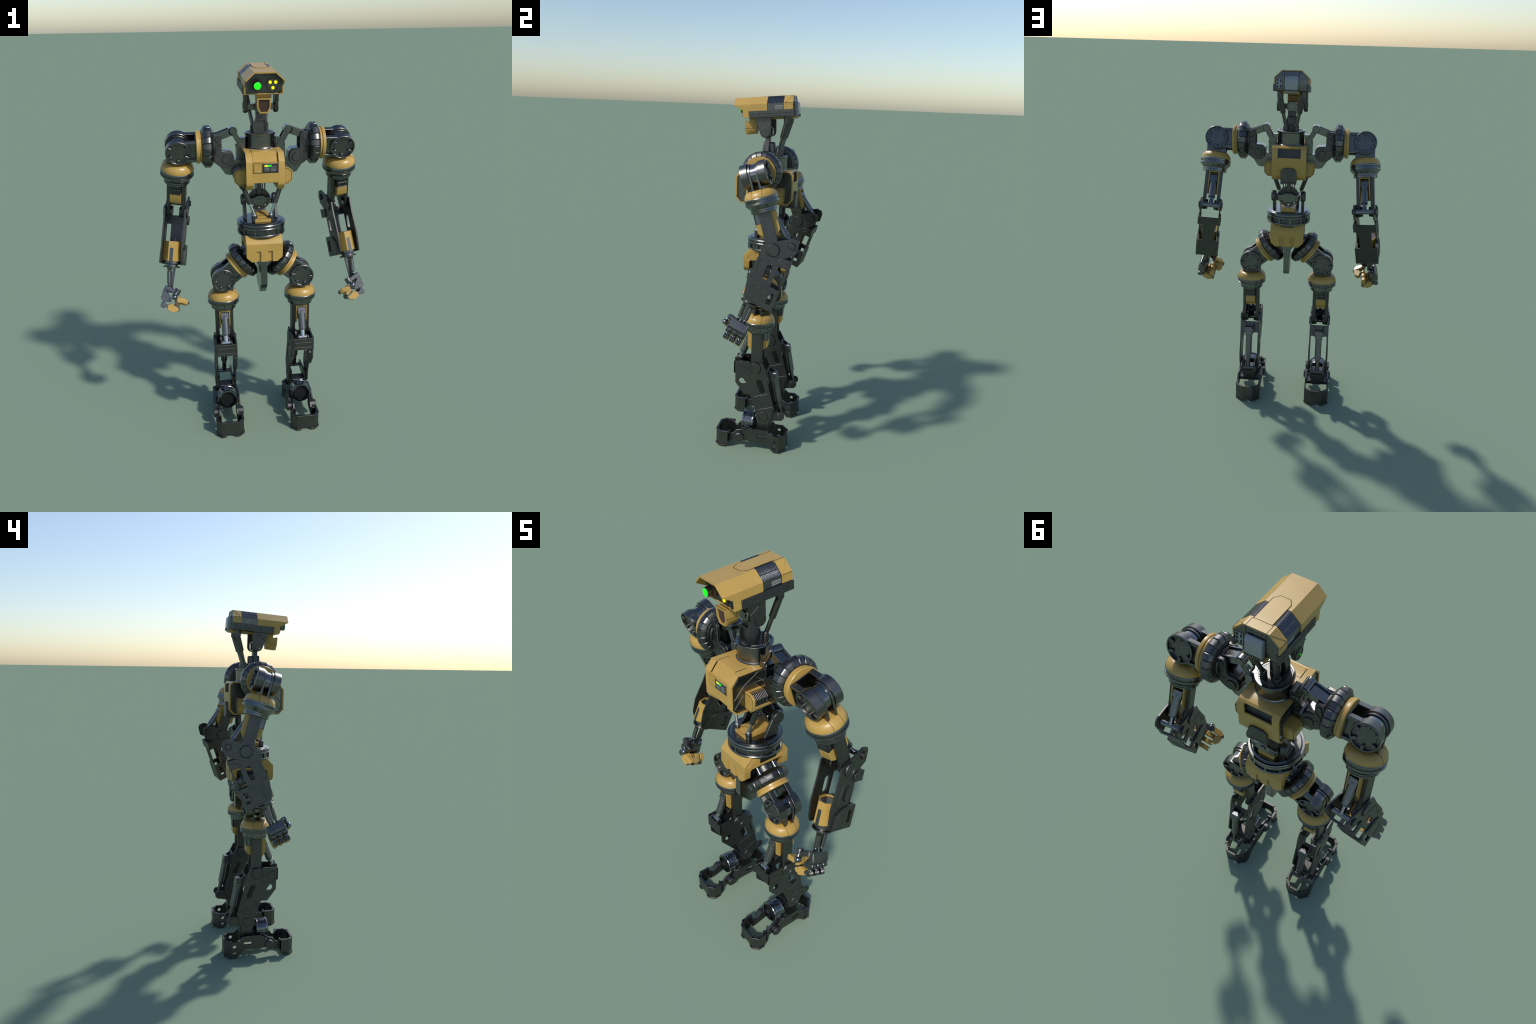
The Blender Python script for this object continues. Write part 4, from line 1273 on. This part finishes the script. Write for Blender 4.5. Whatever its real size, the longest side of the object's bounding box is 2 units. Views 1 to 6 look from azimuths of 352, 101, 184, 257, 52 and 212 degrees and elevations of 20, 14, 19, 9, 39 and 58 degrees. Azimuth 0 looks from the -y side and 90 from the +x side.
def foot_meshes():
    d = {}
    p = Part()
    t = .0085
    # toe cup: octagonal plan wall with arched sole edge
    toe = [(-.0765, -.148), (-.0765, -.203), (-.050, -.229), (.050, -.229), (.0765, -.203), (.0765, -.148)]
    inn = [(x * .885, y if y > -.15 else y + .0085) for x, y in toe]
    for i in range(5):
        (x0, y0), (x1, y1) = toe[i], toe[i + 1]
        (u0, v0), (u1, v1) = inn[i], inn[i + 1]
        if i == 2:      # front wall, arched
            segs = [(-.050, .0), (-.030, .0), (-.016, .017), (.016, .017), (.030, .0), (.050, .0)]
            for (a0, zb0), (a1, zb1) in zip(segs, segs[1:]):
                k = u1 / x1
                p.hexa([(a0, y0, zb0), (a1, y1, zb1), (a1 * k, v1, zb1), (a0 * k, v0, zb0)],
                       [(a0, y0, .094), (a1, y1, .094), (a1 * k, v1, .094), (a0 * k, v0, .094)], 0)
        else:
            zb = [.0, .0]
            if i == 0:
                zb = [.026, .0]
            if i == 4:
                zb = [.0, .026]
            if i in (0, 4):     # split so that the sole rises only at the rear end
                ym = -.170
                ya = (y0, y1) if i == 4 else (y1, y0)
                p.hexa([(x0, -.203, 0), (x0, ym, 0), (u0, ym, 0), (u0, -.1945, 0)], [(x0, -.203, .094), (x0, ym, .094), (u0, ym, .094), (u0, -.1945, .094)], 0)
                p.hexa([(x0, ym, 0), (x0, -.148, .026), (u0, -.148, .026), (u0, ym, 0)], [(x0, ym, .094), (x0, -.148, .094), (u0, -.148, .094), (u0, ym, .094)], 0)
            else:
                p.hexa([(x0, y0, 0), (x1, y1, 0), (u1, v1, 0), (u0, v0, 0)], [(x0, y0, .094), (x1, y1, .094), (u1, v1, .094), (u0, v0, .094)], 0)
    # flared rim and sole lips around the toe
    def lip(pts, z0, z1, out, inw):
        ctr = Vector((0, -.19 if pts[0][1] < 0 else .14))
        for (x0, y0), (x1, y1) in zip(pts, pts[1:]):
            e = Vector((x1 - x0, y1 - y0)).normalized()
            nrm = Vector((-e.y, e.x))
            if nrm.dot(Vector(((x0 + x1) / 2, (y0 + y1) / 2)) - ctr) < 0:
                nrm = -nrm
            ex = e * .002
            A = Vector((x0, y0)) - ex
            B = Vector((x1, y1)) + ex
            q = [A - nrm * inw, B - nrm * inw, B + nrm * out, A + nrm * out]
            p.hexa([(v.x, v.y, z0) for v in q], [(v.x, v.y, z1) for v in q], .0006)
    lip(toe, .0895, .0955, .0030, .0095)
    lip([toe[1], toe[2]], .001, .010, .0045, .004)
    lip([toe[3], toe[4]], .001, .010, .0045, .004)
    lip([(-.0765, -.172), toe[1]], .001, .010, .0040, .004)
    lip([toe[4], (.0765, -.172)], .001, .010, .0040, .004)
    lip([toe[2], (-.030, -.229)], .001, .010, .0045, .004)
    lip([(.030, -.229), toe[3]], .001, .010, .0045, .004)
    for s in (-1, 1):
        # inward return and link arm to the hinge
        a, b = sorted((s * .046, s * .0765))
        p.box(a, b, -.156, -.147, .030, .0955, .001)
        a, b = sorted((s * .046, s * .056))
        arm_ = [(-.152, .093), (-.138, .079), (-.128, .079), (-.112, .102), (-.062, .112), (-.050, .100), (-.050, .064), (-.062, .050), (-.100, .040), (-.130, .032), (-.152, .030)]
        p.prism('yz', arm_, a, b, .001)
    d['toe_cup'] = p.mesh('toe_cup', DARK)
    p = Part()
    # heel cup and side plates
    heel = [(-.0735, .100), (-.0735, .143), (-.034, .179), (.034, .179), (.0735, .143), (.0735, .100)]
    win = [(.012, .103), (.062, .103), (.073, .082), (.026, .080)]
    side = [(-.072, .106), (-.033, .132), (.068, .131), (.103, .098), (.145, .098), (.145, .0), (.117, .0), (.066, .050), (-.060, .053), (-.078, .060)]
    hh = [circle(.1235, .070, .0105, 14), circle(.1225, .031, .0105, 14)]
    for s in (-1, 1):
        a, b = sorted((s * .0655, s * .0735))
        p.prism('yz', side, a, b, holes=[win] + hh)
        # hinge boss
        p.cyl((s * .056, -.085, .071), (s * .0855, -.085, .071), .0270, n=36, bev=.0025)
        p.lathe([(.018, 0), (.0215, 0), (.0215, .0015), (.018, .0015), (.018, 0)], 'x', 30, Tr(s * .0855, -.085, .071) @ (I4 if s > 0 else Rz(180)))
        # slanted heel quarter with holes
        x0, y0, x1, y1 = s * .0735, .143, s * .034, .179
        L = math.hypot(x1 - x0, y1 - y0)
        e = Vector((x1 - x0, y1 - y0, 0)).normalized()
        T = frame(e, Vector((0, 0, 1)), e.cross(Vector((0, 0, 1))), Vector((x0, y0, 0)))
        outn = -1 if (T.to_3x3() @ Vector((0, 0, 1))).dot(Vector((s, 1, 0))) > 0 else 1
        dd = sorted((0.0, outn * .0082))
        p.prism('xy', [(0, 0), (L, 0), (L, .098), (0, .098)], dd[0], dd[1], .0006, M=T)
    segs = [(-.034, .0), (-.018, .0), (-.009, .013), (.009, .013), (.018, .0), (.034, .0)]
    for (a0, z0), (a1, z1) in zip(segs, segs[1:]):
        p.hexa([(a0, .179, z0), (a1, .179, z1), (a1, .171, z1), (a0, .171, z0)], [(a0, .179, .098), (a1, .179, .098), (a1, .171, .098), (a0, .171, .098)], 0)
    lip(heel, .0935, .0995, .0028, .009)
    lip(heel[1:3], .001, .009, .0040, .003)
    lip(heel[3:5], .001, .009, .0040, .003)
    # cross tie under the ankle
    p.box(-.066, .066, .010, .078, .092, .112, .002)
    p.box(-.066, .066, -.030, -.010, .090, .108, .002)
    d['foot'] = p.mesh('foot', DARK)
    # canister on the instep
    p = Part()
    T = Tr(0, -.078, .151) @ Rx(-4)
    p.lathe([(.046, -.004), (.0545, -.004), (.057, 0), (.057, .006), (.0545, .010), (.0525, .011), (.0525, .052), (.0550, .054), (.0560, .058), (.0550, .063), (.050, .067), (.0, .067), (.0, .030), (.040, .030), (.046, -.004)], 'y', 64, T)
    for i in range(16):
        p.box(-.0050, .0050, .015, .048, .0510, .0552, .0012, M=T @ Ry(22.5 * i))
    for i in range(3):
        p.box(-.004, .004, .0, .014, .038, .047, .001, M=T @ Ry(120 * i + 60))
    d['canister'] = p.mesh('canister', STEEL)
    p = Part()
    p.lathe([(0, .0295), (.0410, .0295), (.0430, .014), (0, .011)], 'y', 40, T)
    d['canister_lens'] = p.mesh('canister_lens', BLACK)
    p = Part()
    p.cyl((-.052, -.05, .100), (.052, -.05, .100), .008, n=16)
    p.box(-.012, .012, -.06, .02, .096, .106, .001)
    d['canister_mount'] = p.mesh('canister_mount', GUN)
    return d

SHIN = shin_meshes()
FOOT = foot_meshes()
for s in (1, -1):
    Mi = MIRROR[s]
    j = spawn_joint('hip', HIPM, s, .25)
    put('hip_yoke', yokem, j, Mi @ HIPM)
    put('hip_hose', hose, pelvis, Mi)
    put('hip_hub', hub, pelvis, Mi)
    spawn_limb('thigh', LEG, THM, s)
    W = Mi @ Tr(LX, 0, 0)
    sh = put('shin', SHIN['shin'], root, W)
    for k in ('calf_actuator', 'calf_rod', 'ankle_rocker', 'pivot_shadow_ring'):
        put(k, SHIN[k], sh, W)
    ft = put('foot', FOOT['foot'], root, W)
    for k in ('toe_cup', 'canister', 'canister_lens', 'canister_mount'):
        put(k, FOOT[k], ft, W)
bpy.context.view_layer.update()
